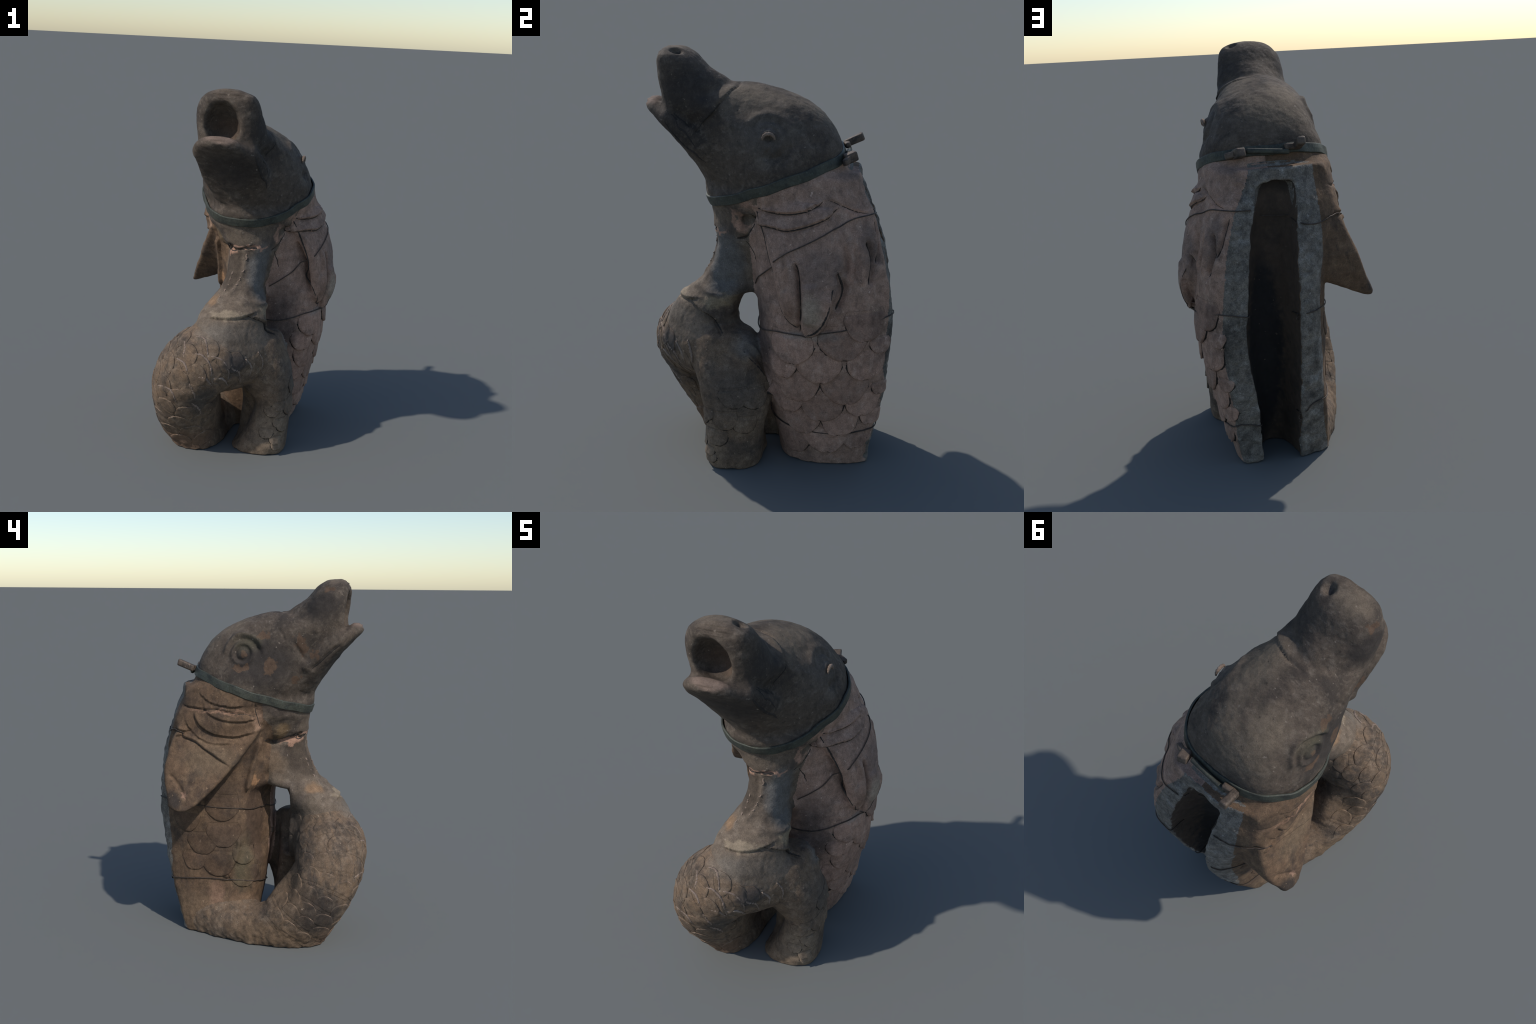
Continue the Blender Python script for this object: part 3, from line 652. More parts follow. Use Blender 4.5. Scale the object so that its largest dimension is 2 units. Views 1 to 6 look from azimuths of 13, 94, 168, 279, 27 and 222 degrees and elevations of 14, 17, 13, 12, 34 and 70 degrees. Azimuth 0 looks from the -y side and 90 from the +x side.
# patches across part borders, of staining, filled scan holes and painted shade: centre, radii, colour, strength, softness, which warp (0 cloudy, 1 ragged)
SCAN_FILL, SOOT, TAN, GREY, DUST, PINK, OLIVE, CHAR = ((.088, .055, .036), (.034, .028, .025), (.17, .11, .066), (.115, .108, .10),
                                                 (.160, .122, .086), (.40, .235, .165), (.085, .08, .045), (.022, .021, .022))
PATCHES = {
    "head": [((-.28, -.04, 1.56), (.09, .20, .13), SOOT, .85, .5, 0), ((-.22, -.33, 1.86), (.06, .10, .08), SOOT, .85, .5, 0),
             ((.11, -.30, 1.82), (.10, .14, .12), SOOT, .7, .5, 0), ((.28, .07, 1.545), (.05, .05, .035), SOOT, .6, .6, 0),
             ((.0, -.44, 1.58), (.16, .12, .14), SOOT, .75, .5, 0), ((.25, .0, 1.62), (.08, .16, .10), (.120, .108, .096), .35, .8, 0),
             ((.10, -.02, 1.80), (.10, .16, .09), DUST, .8, .6, 0), ((-.10, .17, 1.75), (.09, .10, .08), DUST, .75, .5, 0), ((-.09, -.38, 2.0), (.10, .07, .04), DUST, .7, .5, 0),
             ((-.05, .28, 1.67), (.16, .07, .13), DUST, .6, .6, 1), ((.06, .20, 1.72), (.05, .12, .06), DUST, .6, .5, 1),
             ((-.265, -.03, 1.70), (.04, .04, .022), SCAN_FILL, 1, .12, 1), ((-.258, -.222, 1.681), (.04, .032, .038), SCAN_FILL, 1, .12, 1), ((-.235, -.242, 1.625), (.03, .03, .035), SCAN_FILL, 1, .12, 1),  # flat brown patches: holes of the scan, filled without texture
             ((-.28, -.065, 1.54), (.04, .035, .042), SCAN_FILL, 1, .12, 1), ((-.208, -.30, 1.60), (.03, .03, .028), SCAN_FILL, 1, .12, 1), ((-.29, .09, 1.528), (.03, .045, .02), SCAN_FILL, 1, .12, 1),
             ((-.203, -.196, 1.475), (.03, .03, .028), SCAN_FILL, 1, .12, 1), ((-.285, .084, 1.61), (.03, .02, .02), SCAN_FILL, 1, .15, 1), ((-.194, -.365, 1.95), (.03, .032, .018), SCAN_FILL, 1, .15, 1),
             ((-.07, -.40, 1.79), (.07, .07, .06), (.095, .062, .042), .9, .3, 0), ((-.07, -.52, 1.772), (.15, .06, .026), (.20, .14, .108), .8, .4, 0),
             ((-.19, -.25, 1.535), (.025, .03, .04), TAN, .8, .3, 0), ((-.222, -.44, 1.78), (.009, .012, .009), (.34, .31, .22), .8, .2, 0),
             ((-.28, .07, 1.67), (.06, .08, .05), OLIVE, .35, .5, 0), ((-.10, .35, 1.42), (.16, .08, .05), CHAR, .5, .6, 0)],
    "body": [((-.11, .01, .66), (.09, .09, .25), SCAN_FILL, .95, .12, 1), ((-.17, .10, .42), (.06, .06, .16), OLIVE, .5, .5, 0),
             ((-.22, .36, .12), (.08, .15, .12), TAN, .75, .5, 0), ((-.21, .24, .22), (.05, .04, .09), (.22, .13, .085), .7, .4, 0),
             ((-.158, .034, .899), (.03, .022, .045), (.30, .165, .085), .9, .25, 1), ((.27, -.08, 1.30), (.06, .05, .04), PINK, .6, .35, 1),
             ((-.30, .18, 1.295), (.06, .16, .009), (.28, .16, .105), .6, .5, 1), ((.29, .43, 1.268), (.06, .05, .022), PINK, .75, .3, 1),
             ((-.26, .0, 1.25), (.04, .025, .06), (.34, .21, .14), .6, .35, 1),
             ((.43, .24, 1.05), (.06, .09, .10), (.13, .10, .09), .55, .7, 0), ((.40, .34, 1.02), (.06, .03, .12), (.13, .10, .09), .5, .6, 0), ((.373, .385, 1.04), (.05, .014, .09), (.28, .165, .12), .7, .4, 1),
             ((.44, .21, .88), (.06, .05, .07), (.30, .245, .185), .7, .5, 0), ((.30, .47, 1.13), (.06, .05, .10), (.10, .08, .072), .6, .6, 1),
             ((.20, -.02, .70), (.10, .06, .20), (.045, .037, .035), .7, .6, 0), ((.40, .11, .86), (.05, .03, .06), (.17, .10, .07), .6, .5, 0),
             ((.38, .20, .73), (.06, .14, .02), (.24, .215, .19), .5, .5, 0), ((-.43, .42, .83), (.05, .05, .05), SOOT, .8, .4, 0), ((-.42, .37, .85), (.02, .010, .03), PINK, .4, .4, 1),
             ((-.36, .24, 1.05), (.08, .14, .09), (.135, .10, .065), .5, .6, 0), ((-.15, .20, .55), (.10, .14, .12), (.06, .044, .034), .5, .6, 0),
             ((-.26, .24, .86), (.08, .16, .09), (.055, .04, .031), .6, .5, 0)],
    "tail": [((-.42, -.36, .22), (.08, .12, .14), SOOT, .75, .5, 0), ((.06, -.10, .55), (.10, .08, .16), (.06, .048, .04), .6, .6, 0), ((-.14, -.20, .55), (.12, .10, .25), (.05, .042, .035), .8, .5, 0),
             ((.31, -.17, .43), (.06, .14, .13), (.075, .066, .060), .6, .7, 0), ((.16, -.36, .70), (.08, .08, .05), (.23, .168, .122), .7, .5, 0), ((.03, -.46, .74), (.10, .08, .05), (.145, .118, .094), .5, .5, 0),
             ((-.07, -.50, .74), (.10, .07, .06), (.14, .118, .096), .6, .5, 1), ((.08, -.50, .58), (.10, .05, .07), (.045, .042, .042), .75, .4, 1), ((-.10, -.53, .36), (.08, .06, .10), (.055, .05, .046), .7, .4, 1),
             ((.24, -.30, .12), (.10, .08, .16), (.24, .175, .12), .7, .5, 0), ((.02, -.27, .10), (.06, .12, .10), (.10, .07, .045), .6, .5, 0),
             ((-.33, -.20, .30), (.12, .14, .10), TAN, .55, .6, 0), ((-.37, -.05, .08), (.10, .25, .07), TAN, .75, .4, 1), ((-.20, -.40, .05), (.16, .10, .09), (.16, .095, .06), .7, .5, 0),
             ((.16, -.22, .82), (.06, .10, .03), (.29, .22, .14), .7, .4, 1), ((.21, -.10, .62), (.06, .08, .06), (.15, .145, .14), .6, .5, 0)],
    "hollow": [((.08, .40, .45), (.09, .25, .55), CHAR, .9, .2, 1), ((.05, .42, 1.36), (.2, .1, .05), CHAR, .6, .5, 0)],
    "strut": [((.12, -.20, 1.0), (.085, .10, .16), (.135, .128, .12), .85, .3, 0), ((-.055, -.22, 1.02), (.08, .10, .15), (.060, .044, .032), .85, .25, 0),  # grey right half, brown left half: facet shading put into the colour
              ((.06, -.235, 1.155), (.15, .06, .012), PINK, .85, .35, 1), ((-.08, -.17, 1.115), (.06, .08, .018), (.38, .22, .15), .85, .35, 1), ((-.13, -.08, 1.0), (.04, .07, .08), TAN, .6, .5, 0),
              ((-.15, -.10, 1.18), (.04, .06, .06), (.20, .125, .06), .7, .4, 0), ((.19, -.12, 1.20), (.025, .05, .07), PINK, .7, .35, 1),
              ((-.14, -.31, .86), (.05, .06, .03), (.24, .145, .08), .75, .4, 0), ((.0, -.42, .82), (.12, .05, .02), (.32, .25, .17), .55, .4, 1),
              ((-.16, -.05, 1.16), (.05, .04, .06), SOOT, .7, .4, 0), ((.16, -.06, .87), (.06, .08, .05), SOOT, .7, .5, 0)],
}


def stone(name, base, dark, light, patches=(), grain=1.0, streak=None, rough=.88, bump=.4, varied=False, swirl=None):
    m = Shade(name)
    cloud, ragged = m.warp(9, .09), m.warp(26, .085)
    big, mid = m.noise(4.5, 5, .6, distort=.6), m.noise(17, 5, .62)
    c = m.mix(base, dark, m.span(big, .46, .66))
    c = m.mix(c, light, m.math("MULTIPLY", m.span(mid, .50, .72), .65))
    if streak:
        s = m.noise(10, 5, .6, at=m.warp(5, .12), stretch=streak)
        c = m.mix(c, light, m.math("MULTIPLY", m.span(s, .52, .70), .55)); c = m.mix(c, dark, m.math("MULTIPLY", m.span(s, .46, .32), .6))
    if swirl:                                        # drawn-out grain that runs round the loop of the tail
        xyz = m.n.new("ShaderNodeSeparateXYZ"); m.link(m.warp(7, .07), xyz.inputs[0])
        dy, dz = m.math("ADD", xyz.outputs[1], .06), m.math("SUBTRACT", xyz.outputs[2], .40)
        q = m.n.new("ShaderNodeCombineXYZ")
        m.link(m.math("MULTIPLY", xyz.outputs[0], 9), q.inputs[0])
        m.link(m.math("MULTIPLY", m.math("SQRT", m.math("ADD", m.math("MULTIPLY", dy, dy), m.math("MULTIPLY", dz, dz))), 26), q.inputs[1])
        m.link(m.math("MULTIPLY", m.math("ARCTAN2", dz, dy), 3), q.inputs[2])
        w = m.noise(1.6, 5, .62, at=q.outputs[0])
        side = m.span(xyz.outputs[0], -.02, -.16)
        c = m.mix(c, swirl[0], m.math("MULTIPLY", m.math("MULTIPLY", m.span(w, .52, .66), side), .55))
        c = m.mix(c, swirl[1], m.math("MULTIPLY", m.math("MULTIPLY", m.span(w, .47, .34), side), .6))
    for k in patches:
        for centre, radii, colour, power, soft, kind in PATCHES[k]:
            f = m.spot(ragged if kind else cloud, centre, radii, soft)
            c = m.mix(c, colour, m.math("MULTIPLY", f, power))
    fine, speck = m.noise(75, 4, .7), m.noise(210, 3, .7)
    c = m.tint(c, m.span(m.noise(30, 6, .7), .25, .75, 1 - .28 * grain, 1 + .24 * grain))
    c = m.tint(c, m.span(speck, .2, .8, 1 - .30 * grain, 1 + .26 * grain))
    c = m.mix(c, tuple(min(1, v * 1.7 + .02) for v in light), m.math("MULTIPLY", m.span(m.noise(52, 2, .5), .70, .76), .5))
    c = m.mix(c, tuple(v * .5 for v in dark), m.math("MULTIPLY", m.span(m.noise(46, 3, .6, at=m.vec("ADD", m.pos, (3, 5, 7))), .66, .74), .6))
    if varied:
        r = m.node("ShaderNodeObjectInfo", "Random")
        c = m.tint(c, m.span(r, 0, 1, .82, 1.15))
    h = m.math("ADD", m.math("MULTIPLY", fine, .6), m.math("ADD", m.math("MULTIPLY", speck, .25), m.math("MULTIPLY", m.noise(28, 5, .65), .9)))
    return m.done(c, rough, h, bump)


MAT = {
    "head": stone("sooty_stone", (.084, .063, .047), (.046, .036, .029), (.145, .116, .090), ["head"], .8, (1.6, 6, 6)),
    "torso_pale": stone("lit_terracotta", (.315, .200, .147), (.205, .135, .102), (.38, .265, .205), ["body"], 1.0, (3, 3, .8), varied=False),  # right flank, kept at the bright tone baked into the scan
    "scale_pale": stone("lit_scale", (.315, .195, .143), (.205, .130, .098), (.38, .262, .203), ["body", "tail"], 1.0, (3, 3, .8), varied=True),  # right scales in the same baked-bright colour
    "torso_brown": stone("shaded_terracotta", (.130, .080, .048), (.070, .047, .033), (.19, .122, .072), ["body"], 1.0, (3, 3, 1)),  # left flank and fin: brown, with baked shade darkening the colour
    "scale_brown": stone("shaded_scale", (.115, .070, .043), (.068, .046, .033), (.165, .107, .066), ["body"], 1.0, varied=True),  # left scales, brown and darkened by the same painted shade
    "tail": stone("coil_terracotta", (.150, .102, .067), (.084, .062, .047), (.215, .158, .112), ["tail", "strut"], 1.1, (2, 2, 2), swirl=((.195, .125, .075), (.052, .042, .033))),
    "strut": stone("strut_stone", (.136, .102, .074), (.082, .062, .049), (.19, .150, .115), ["strut", "tail", "body"], 1.0),
    "rim": stone("lichen_mortar", (.165, .145, .122), (.07, .062, .054), (.26, .245, .22), [], 1.6, rough=.92, bump=.55),
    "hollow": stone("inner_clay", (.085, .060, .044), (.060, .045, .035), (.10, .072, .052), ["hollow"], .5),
    "shade_or_wear": stone("crevice_shade", (.045, .036, .031), (.026, .022, .02), (.07, .054, .044), [], 1.0),  # dark tone: crevice shade painted at scale edges and in grooves
    "worn_edge": stone("worn_scale_edge", (.215, .150, .106), (.16, .112, .08), (.29, .215, .16), [], 1.0),
    "vein": stone("mineral_crust", (.23, .168, .13), (.17, .125, .095), (.32, .25, .20), [], 1.0),
}


def metal(name, base, other, third, metallic, rough):
    m = Shade(name)
    c = m.mix(base, other, m.span(m.noise(22, 5, .65), .42, .66))
    c = m.mix(c, third, m.math("MULTIPLY", m.span(m.noise(60, 4, .7), .56, .72), .7))
    c = m.tint(c, m.span(m.noise(150, 3, .7), .2, .8, .75, 1.2))
    return m.done(c, rough, m.noise(70, 4, .7), .3, .004) if not metallic else (m.bsdf.inputs["Metallic"].__setattr__("default_value", metallic), m.done(c, rough, m.noise(70, 4, .7), .3, .004))[1]


MAT["strap"] = metal("copper_patina", (.066, .068, .053), (.040, .042, .036), (.095, .125, .10), .25, .55)
MAT["bolt"] = metal("rusted_bolt", (.115, .085, .064), (.05, .04, .034), (.20, .155, .125), .2, .6)
MAT["wire"] = metal("rusty_wire", (.085, .062, .048), (.045, .036, .03), (.15, .105, .075), .3, .6)

# =====================================================================
#  the thing and its parts
# =====================================================================
fish = bpy.data.objects.new("terracotta_fish_sculpture", None)
fish["label"] = "weathered hollow terracotta leaping fish with open mouth and coiled tail"
fish["category"] = "fish sculpture"
bpy.context.collection.objects.link(fish)


def place(name, mesh, material, parent, smooth=True):
    if material: mesh.materials.append(material)
    if smooth: mesh.polygons.foreach_set("use_smooth", [True] * len(mesh.polygons))
    o = bpy.data.objects.new(name, mesh)
    bpy.context.collection.objects.link(o); o.parent = parent
    return o


# normals of the whole skin, shared by the parts cut from it
T0, T1 = V[Q[:, 2]] - V[Q[:, 0]], V[Q[:, 3]] - V[Q[:, 1]]
FN = np.cross(T0, T1)
VN = np.zeros_like(V)
for j in range(4):
    for i in range(3):
        VN[:, i] += np.bincount(Q[:, j], FN[:, i], len(V))
VN /= np.maximum(np.linalg.norm(VN, axis=1, keepdims=True), 1e-12)
FN = FN / np.maximum(np.linalg.norm(FN, axis=1, keepdims=True), 1e-12)
C = V[Q].mean(1)
cx, cy, cz = C.T
wob = .004 * lattice(C * 40, 21)
who = {k: sample(f, C) for k, f in WHO.items()}
part = np.full(len(Q), "torso", dtype=object)
part[(who["tail"] < who["torso"]) & (who["tail"] <= who["strut"])] = "tail"
part[(who["strut"] < who["torso"]) & (who["strut"] < who["tail"])] = "strut"
bk = curve(cz, *BACK)
strap_plane = lambda y: 1.378 + .33 * y
head = cz > strap_plane(cy) + np.where(cy > .35, -.02, 0)
inside = (cz < 1.40) & (cy > .12) & (cy < bk - .006) & (who['torso'] < -.03) & (cx > -.115) & (cx < .22) & (FN[:, 1] > -.6)
part[head] = "head"
jaw = head & (cy < -.28) & (cz < 1.772 + (cy + .47) * -1.28 + wob) & (cz > 1.40)
part[jaw] = "jaw"


def in_outline(y, z, pts):
    ok = np.zeros(len(y), bool)
    for (ay, az), (by, bz) in zip(pts, pts[1:] + pts[:1]):
        ok ^= ((az > z) != (bz > z)) & (y < (by - ay) * (z - az) / (bz - az if abs(bz - az) > 1e-9 else 1e-9) + ay)
    return ok


grown = lambda pts, g: [(y + g * np.sign(y - .22), z + g * np.sign(z - 1.0)) for y, z in pts]
part[(part != "head") & in_outline(cy, cz, grown(FIN_L, .012)) & (cx < -.255 + .378 * (cz - 1.2) + .05 * (cz < 1.0) + .012 - .126 * cy) & (cz < 1.27)] = "fin_left"
xr = curve(cz, [.7, .74, .8, .9, 1.04, 1.15, 1.3, 1.4], [.385, .402, .425, .440, .432, .405, .348, .32]) - .105 * (np.maximum(0, .25 - cy) / .25) ** 2 - .03 * np.maximum(0, cy - .28) / .08
part[(part != "head") & in_outline(cy, cz, grown(FIN_R, .010)) & (cx > xr - .055) & (cz < 1.31)] = "fin_right"
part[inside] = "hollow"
outer_l = curve(cz, [0, .29, .66, .83, 1.3, 1.45], [-.20, -.165, -.18, -.193, -.188, -.18])
outer_r = curve(cz, [0, .24, .45, .63, .8, .96, 1.09, 1.23, 1.35, 1.42, 1.5], [.24, .269, .29, .305, .30, .28, .255, .212, .15, .125, .11])
rimmed = (cz < 1.475) & (np.abs(cy - bk) < .06) & (FN[:, 1] > .35) & (cx > outer_l + wob) & (cx < outer_r + wob) & ~((cz > 1.44) & (FN[:, 2] > .7))
part[rimmed & ((part == "torso") | (part == "head") | (part == "hollow"))] = "rim"
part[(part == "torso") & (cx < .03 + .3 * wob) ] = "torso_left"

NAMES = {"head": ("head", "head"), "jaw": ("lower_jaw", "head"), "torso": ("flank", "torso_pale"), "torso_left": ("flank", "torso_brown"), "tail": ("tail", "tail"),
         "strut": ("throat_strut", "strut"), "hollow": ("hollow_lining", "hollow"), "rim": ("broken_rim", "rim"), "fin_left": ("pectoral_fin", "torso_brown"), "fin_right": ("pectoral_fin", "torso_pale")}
OBJ = {}
for key, (name, mat) in NAMES.items():
    q = Q[part == key]
    if not len(q): continue
    used, inv = np.unique(q, return_inverse=True)
    me = bpy.data.meshes.new(name)
    me.from_pydata(V[used].tolist(), [], inv.reshape(-1, 4).tolist())
    o = place(name, me, MAT[mat], fish)
    me.normals_split_custom_set_from_vertices(VN[used].tolist())
    OBJ[key] = o

TREE = BVHTree.FromPolygons(V.tolist(), Q.tolist())
rng = random.Random(7)


# ---------------- scales: shields laid over the skin, each with a free lower edge -----------------
def scale(tip, width, height, parent, material, lean=0.0, shade_or_wear=True, root=None):
    tip = Vector(tip)
    hit, n, _, _ = TREE.find_nearest(tip)
    if hit is None: return
    n = Vector((n.x, n.y, n.z * .3)).normalized()
    side = Vector((0, 0, 1)).cross(n).normalized(); upv = n.cross(side).normalized()
    if root is not None:                             # scales of the coil point along the tail
        n = TREE.find_nearest(tip)[1]
        upv = Vector(root) - n * n.dot(Vector(root)); upv.normalize(); side = upv.cross(n).normalized()
    if lean: side, upv = side * math.cos(lean) + upv * math.sin(lean), upv * math.cos(lean) - side * math.sin(lean)
    L, R = width * rng.uniform(.74, .84), width * rng.uniform(.50, .58)
    rows, cols = 14, 17; foot = .0085 if height > .007 else .004
    verts, grid_, edge = [], [], []
    ph = rng.uniform(0, 6.28)

    def put(s, t, h):
        w = width / 2 * (math.sqrt(max(0, 1 - (1 - t / R) ** 2)) if t < R else 1 - .12 * (t - R) / (L - R))
        w *= 1 + .035 * math.sin(9 * t / L + ph)
        p = tip + side * (s * w) + upv * t
        loc, nn, _, dist = TREE.ray_cast(p + n * .10, -n)
        if loc is None or dist > .20 or (loc - p).length > .35 * width + .02:
            loc, nn, _, _ = TREE.find_nearest(p)
        verts.append(loc + nn * h); return len(verts) - 1

    for i in range(rows):
        t = min(L, L * (i / (rows - 1)) ** 1.35 + .0006)
        row = []
        for j in range(cols):
            s = -1 + 2 * j / (cols - 1); s = math.sin(s * math.pi / 2)
            rise = height * max(0, 1 - t / L) ** .75
            border = min(1.0, (1 - abs(s)) * 7 + .35) * min(1.0, t / .012 + .35)
            h = rise * border * (1 + .25 * math.sin(5 * s + ph) * (1 - t / L)) + .0005 - .009 * max(0, (t / L - .8) / .2) - .0025 * (abs(s) > .98 and t > R)
            row.append(put(s, t, h))
        grid_.append(row)
    faces = [(grid_[i][j], grid_[i][j+1], grid_[i+1][j+1], grid_[i+1][j]) for i in range(rows - 1) for j in range(cols - 1)]
    loop = [grid_[0][j] for j in range(cols)] + [grid_[i][-1] for i in range(1, rows)] + [grid_[-1][j] for j in range(cols - 2, -1, -1)] + [grid_[i][0] for i in range(rows - 2, 0, -1)]
    low, apron = [], []
    mid = sum((verts[k] for k in loop), Vector()) / len(loop)
    for k in loop:                                   # undercut edge, and a foot strip for painted joint shade
        loc, nn, _, _ = TREE.find_nearest(verts[k]); out = (loc - mid); out = (out - nn * out.dot(nn)).normalized()
        verts.append(loc - out * min(.004, height * .4) - nn * .001); low.append(len(verts) - 1)
        far, fn_, _, _ = TREE.find_nearest(loc + out * foot * rng.uniform(.5, 1.1)); verts.append(far - fn_ * .0006); apron.append(len(verts) - 1)
        verts[low[-1]] = loc + nn * .0016 - out * min(.003, height * .3)
    m = len(loop)
    rim_faces = [i * (cols - 1) + j for i in range(rows - 1) for j in range(cols - 1) if i < 1 or (j in (0, cols - 2) and (L * (i / (rows - 1)) ** 1.35 < .6 * L))]
    nskirt = len(faces)
    faces += [(loop[(k+1) % m], loop[k], low[k], low[(k+1) % m]) for k in range(m)]
    napron = len(faces)
    lower = [k for k in range(m) if (verts[loop[k]] - tip).dot(upv) < .55 * L and (verts[loop[(k+1) % m]] - tip).dot(upv) < .55 * L]
    faces += [(low[(k+1) % m], low[k], apron[k], apron[(k+1) % m]) for k in lower]
    me = bpy.data.meshes.new("scale"); me.from_pydata([tuple(v) for v in verts], [], faces)
    me.update()
    o = place("scale", me, material, parent)
    if not shade_or_wear: return
    me.materials.append(MAT["shade_or_wear"] if shade_or_wear is True else MAT[shade_or_wear])
    for k in lower: me.polygons[nskirt + k].material_index = 1
    if shade_or_wear is True:
        for p in me.polygons[napron:]: p.material_index = 1
    for k in rim_faces: me.polygons[k].material_index = 1


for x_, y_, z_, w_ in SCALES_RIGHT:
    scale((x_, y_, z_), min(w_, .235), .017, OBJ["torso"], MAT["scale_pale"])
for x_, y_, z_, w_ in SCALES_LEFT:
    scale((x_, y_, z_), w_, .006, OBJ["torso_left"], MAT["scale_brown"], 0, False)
for x_, y_, z_, w_ in SCALES_LEG:
    scale((x_, y_, z_), w_, .009, OBJ["tail"], MAT["tail"])


axis_pts = spline_pts(COIL, 200)
for k in range(78, 186, 8):
    p, nxt = axis_pts[k], axis_pts[k + 1]
    tang = Vector(nxt[:3] - p[:3]).normalized()
    a0 = Vector((-1, -.55, .15)); a0 = (a0 - tang * a0.dot(tang)).normalized(); b0 = tang.cross(a0)
    for j in range(-2, 4):
        g = (j + .5 * ((k // 8) % 2)) * .62
        d = a0 * math.cos(g) + b0 * math.sin(g)
        c = Vector(p[:3])
        loc, n_, _, dist = TREE.ray_cast(c + d * .45, -d)
        if loc is None or (loc - c).length > p[3] + .035 or loc.z < .10 or loc.z > .77 or n_.dot(d) < .6 or (loc.x > -.12 and loc.z < .3): continue
        scale(loc, .125 * rng.uniform(.9, 1.1), .0042, OBJ["tail"], MAT["tail"], rng.uniform(-.12, .12), "worn_edge", -tang)

# ---------------- tubes: wires and mineral veins -----------------
def sweep(name, pts, radius, material, parent, sides=6, squash=1.0, normals=None, taper=False):
    P = [Vector(p) for p in pts]; verts, faces = [], []
    prev = None
    for i, p in enumerate(P):
        t = (P[min(i + 1, len(P) - 1)] - P[max(i - 1, 0)]).normalized()
        a = (normals[i] if normals else (prev or Vector((0, 0, 1))))
        a = (a - t * a.dot(t)); a = a.normalized() if a.length > 1e-6 else t.orthogonal().normalized()
        prev = a; b = t.cross(a)
        r = radius * (1 if not taper else max(.25, math.sin(math.pi * min(1, max(.08, i / (len(P) - 1))) ) ** .5)) * (1 + .18 * math.sin(i * 2.1) * taper)
        for k in range(sides):
            g = 2 * math.pi * k / sides
            verts.append(p + a * (r * squash * math.sin(g)) + b * (r * math.cos(g)))
    for i in range(len(P) - 1):
        for k in range(sides):
            faces.append((i*sides + k, i*sides + (k+1) % sides, (i+1)*sides + (k+1) % sides, (i+1)*sides + k))
    faces += [tuple(range(sides))[::-1], tuple(range((len(P)-1)*sides, len(P)*sides))]
    me = bpy.data.meshes.new(name); me.from_pydata([tuple(v) for v in verts], [], faces); me.update()
    return place(name, me, material, parent)


def on_skin(pts, count, lift, free=(), axis=False):
    out, nn = [], []
    k = spline_pts([p for p in pts], count)
    for i, p in enumerate(k):
        loc, n, _, d = TREE.find_nearest(Vector(p))
        f = i / (count - 1)
        if axis:                                     # straight in from outside, down to the bottom of a groove
            o = Vector((p[0] - .05, p[1] - .30, 0)).normalized()
            l2, n2, _, d2 = TREE.ray_cast(Vector(p) + o * .08, -o)
            if l2 is not None and d2 < .14: loc, n = l2, o
        if any(a <= f <= b for a, b in free) and (Vector(p) - loc).dot(n) > 0:
            loc = Vector(p)
        out.append(loc + n * lift); nn.append(n)
    return out, nn


WIRES = [
    [(.06, .48, 1.23), (.13, .49, 1.245), (.20, .505, 1.25), (.26, .482, 1.256), (.312, .408, 1.252), (.375, .322, 1.224), (.405, .222, 1.179), (.392, .112, 1.128), (.345, .060, 1.075), (.262, .02, 1.01), (.19, -.03, .945), (.128, -.053, .90)],
    [(.182, .50, .77), (.184, .575, .775), (.20, .590, .778), (.292, .573, .793), (.368, .465, .778), (.398, .361, .759), (.401, .272, .748), (.40, .18, .735), (.34, .055, .735), (.26, -.01, .715), (.18, -.038, .70), (.07, -.05, .705), (-.04, -.04, .717),
     (-.10, -.01, .723), (-.165, .054, .73), (-.2, .117, .742), (-.22, .2, .745), (-.225, .282, .75), (-.23, .40, .757), (-.20, .51, .765), (-.15, .565, .77), (-.10, .575, .765), (-.052, .55, .755), (-.05, .49, .75)],
    [(.145, .45, .21), (.15, .52, .21), (.21, .523, .211), (.264, .515, .216), (.302, .43, .20), (.31, .338, .19), (.305, .23, .195), (.285, .146, .206), (.222, .06, .217), (.13, .01, .235), (.03, .0, .26), (-.065, .015, .287), (-.158, .089, .312),
     (-.205, .192, .323), (-.218, .338, .324), (-.2, .46, .313), (-.14, .525, .303), (-.09, .53, .285), (-.05, .50, .25), (-.045, .46, .245)],
    [(-.075, .46, 1.19), (-.08, .515, 1.175), (-.13, .52, 1.165), (-.18, .515, 1.166), (-.25, .485, 1.185), (-.30, .43, 1.188), (-.318, .395, 1.172)],
]
for w in WIRES:
    p, n = on_skin(w, 26 * len(w) // 2, .0055)
    for r in range(2):
        p = [p[0]] + [(p[i-1] + p[i] * 2 + p[i+1]) / 4 for i in range(1, len(p) - 1)] + [p[-1]]
    sweep("tie_wire", p, .003, MAT["wire"], fish)
for i, w in enumerate([(-.052, .555, .757), (-.052, .505, .24)]):      # twisted ends
    c = Vector(w)
    sweep("wire_twist", [c + Vector((.014 * math.cos(a * 1.9 + i) , .008 + .006 * math.sin(a * 2.3), -.03 * a / 6 + .006 * math.sin(a * 3 + i))) for a in np.linspace(0, 6, 26)], .0026, MAT["wire"], fish)
sweep("tie_wire", [Vector((-.07, .44, 1.20)), Vector((.0, .40, 1.195)), Vector((.08, .44, 1.21))], .0025, MAT["wire"], fish)
for v in VEINS.values():
    p, n = on_skin(v, len(v) * 7, .0008)
    p = [q + Vector((rng.uniform(-1, 1), rng.uniform(-1, 1), rng.uniform(-1, 1))) * .0016 for q in p]
    sweep("mineral_vein", p, .0066, MAT["vein"], OBJ["tail"], 7, .55, n, True)

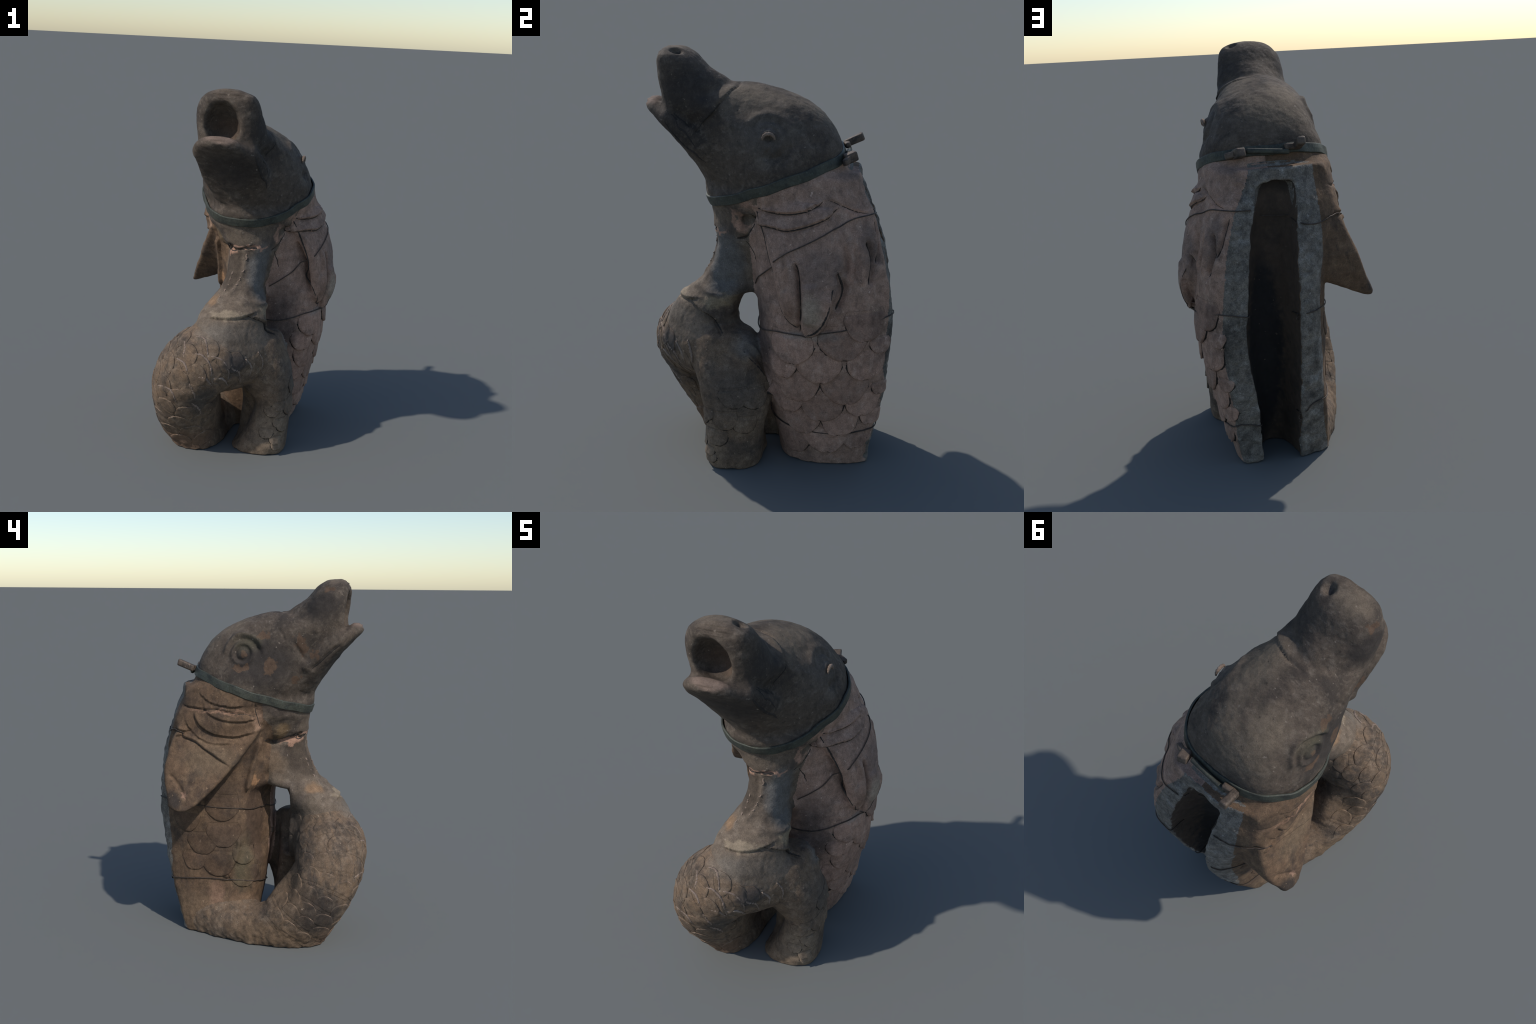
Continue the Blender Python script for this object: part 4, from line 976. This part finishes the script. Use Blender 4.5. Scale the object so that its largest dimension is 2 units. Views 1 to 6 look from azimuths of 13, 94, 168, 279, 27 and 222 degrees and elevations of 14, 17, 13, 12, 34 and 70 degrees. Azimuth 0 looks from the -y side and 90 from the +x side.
# a paler lid over the right eye hole
eye, en, _, _ = TREE.find_nearest(Vector((.262, .043, 1.600)))
en = Vector((1, 0, .25)).normalized(); es = Vector((0, 0, 1)).cross(en).normalized(); eu = en.cross(es)
base_x = Vector((.258, .043, 1.604))
sweep("eyelid", [base_x + es * (.027 * math.cos(a)) + eu * (.024 * math.sin(a)) + en * (.006 + .006 * math.sin(a)) for a in np.linspace(-.1, math.pi + .1, 22)], .0085, stone("pale_lid", (.20, .145, .11), (.14, .10, .08), (.26, .20, .155)), OBJ["head"], 9, 1.0, None, True)
# dark ribbons that paint shade into the deep lines
for name, r in (("fin right front", .007), ("fin right lobe tip", .006), ("fin right rays A", .0085), ("fin right rays B", .0075), ("fin right rays C", .006), ("fin right rays D", .0045), ("collar right upper", .0065), ("collar right lower", .0065), ("fin right lobe edge", .007),
                ("brow crack", .0045), ("mouth fold a", .006), ("mouth fold b", .006), ("jaw groove right", .009), ("lip main", .008), ("crack left", .0035), ("crack right collar", .003),
                ("crack left upright", .0035), ("throat crack left", .008), ("throat crack front", .0055), ("fin left crease", .0045), ("chest crack", .003),
                ("jaw groove left", .006), ("lip side a", .004)):
    p, n = on_skin(LINES[name], len(LINES[name]) * 7, .0, (), name.startswith(("fin right", "collar right", "crack")))
    for _ in range(3):
        p = [p[0]] + [(p[i-1] + p[i] * 2 + p[i+1]) / 4 for i in range(1, len(p) - 1)] + [p[-1]]
        n = [n[0]] + [(n[i-1] + n[i] * 2 + n[i+1]) / 4 for i in range(1, len(n) - 1)] + [n[-1]]
    sweep("shade_ribbon", p, r * .85, MAT["shade_or_wear"], fish, 7, .35, n, True)

for name in ("strut ridge", "strut ridge b"):          # pale flecks where the ridge of the strut is worn
    p, n = on_skin(LINES[name], 60, .0)
    i = 2
    while i < 52:
        m = rng.randint(4, 9)
        q = [v + Vector((rng.uniform(-1, 1), rng.uniform(-1, 1), 0)) * .004 for v in p[i:i + m]]
        sweep("worn_fleck", q, rng.uniform(.003, .006), MAT["vein"], OBJ["strut"], 7, .4, n[i:i + m], True)
        i += m + rng.randint(2, 6)

# ---------------- copper strap round the neck, with two bolted lugs -----------------
axis = Vector((0, .33, -1)).normalized(); up = -axis
centre = Vector((0, .07, 1.378 + .33 * .07))
ex = Vector((1, 0, 0)); ey = up.cross(ex)
ring = []
for k in range(160):
    a = 2 * math.pi * k / 160
    d = ex * math.cos(a) + ey * math.sin(a)
    hits = []
    for off in (0.0,):
        loc, n, _, _ = TREE.ray_cast(centre + up * off + d * .9, -d)
        hits.append((loc - centre).dot(d) if loc else .3)
    ring.append((d, max(hits), a))
rad = np.array([r[1] for r in ring])
for _ in range(0):
    rad = np.maximum(rad, (np.roll(rad, 1) + np.roll(rad, -1)) / 2)          # a strap stays taut over dips
for _ in range(4):
    rad = (np.roll(rad, 1) + rad * 2 + np.roll(rad, -1)) / 4
verts, faces = [], []
prof = [(-.0235, .0), (-.0235, .0075), (-.021, .0105), (0, .0115), (.021, .0105), (.0235, .0075), (.0235, .0)]
for k, (d, _, a) in enumerate(ring):
    wv = .0035 * math.sin(3 * a + 1) + .002 * math.sin(11 * a)
    for h, o in prof:
        verts.append(centre + d * (rad[k] + o - .001 + .0012 * math.sin(17 * a + h * 60)) + up * (h + wv))
np_ = len(prof)
for k in range(160):
    for j in range(np_):
        faces.append((k*np_ + j, k*np_ + (j+1) % np_, ((k+1) % 160)*np_ + (j+1) % np_, ((k+1) % 160)*np_ + j))
me = bpy.data.meshes.new("neck_strap"); me.from_pydata([tuple(v) for v in verts], [], faces); me.update()
strap = place("neck_strap", me, MAT["strap"], fish, smooth=False)
bv = strap.modifiers.new("soft_edges", "BEVEL"); bv.width = .0015; bv.segments = 1


def blob(name, pieces, material, parent, seed):
    """a lumpy forged piece: a few rounded blocks fused by remeshing in code (sum of boxes as bmesh)"""
    bm = bmesh.new()
    for (c, size, rot) in pieces:
        q = bmesh.ops.create_cube(bm, size=1.0)["verts"]
        for v in q: v.co = Vector((v.co.x * size[0], v.co.y * size[1], v.co.z * size[2]))
        bmesh.ops.rotate(bm, verts=q, cent=(0, 0, 0), matrix=Euler(rot).to_matrix())
        for v in q: v.co += Vector(c)
    bmesh.ops.bevel(bm, geom=bm.edges[:], offset=.0095, segments=3, affect="EDGES", profile=.6)
    me = bpy.data.meshes.new(name); bm.to_mesh(me); bm.free()
    P = np.array([v.co[:] for v in me.vertices]); dn = lattice(P * 45, seed)
    for v, q in zip(me.vertices, dn): v.co += v.normal * (.0035 * q)
    return place(name, me, material, parent)


blob("strap_lug", [((.155, .402, 1.497), (.046, .060, .044), (.3, 0, .3)), ((.192, .384, 1.488), (.050, .028, .030), (.2, .2, -.5))], MAT["bolt"], strap, 31)
blob("strap_lug", [((-.122, .428, 1.527), (.036, .098, .036), (.38, 0, .05)), ((-.088, .396, 1.512), (.060, .030, .030), (.2, 0, .15))], MAT["bolt"], strap, 32)
blob("strap_bar", [((.02, .402, 1.497), (.20, .020, .026), (.2, -.07, -.06))], MAT["strap"], strap, 33)
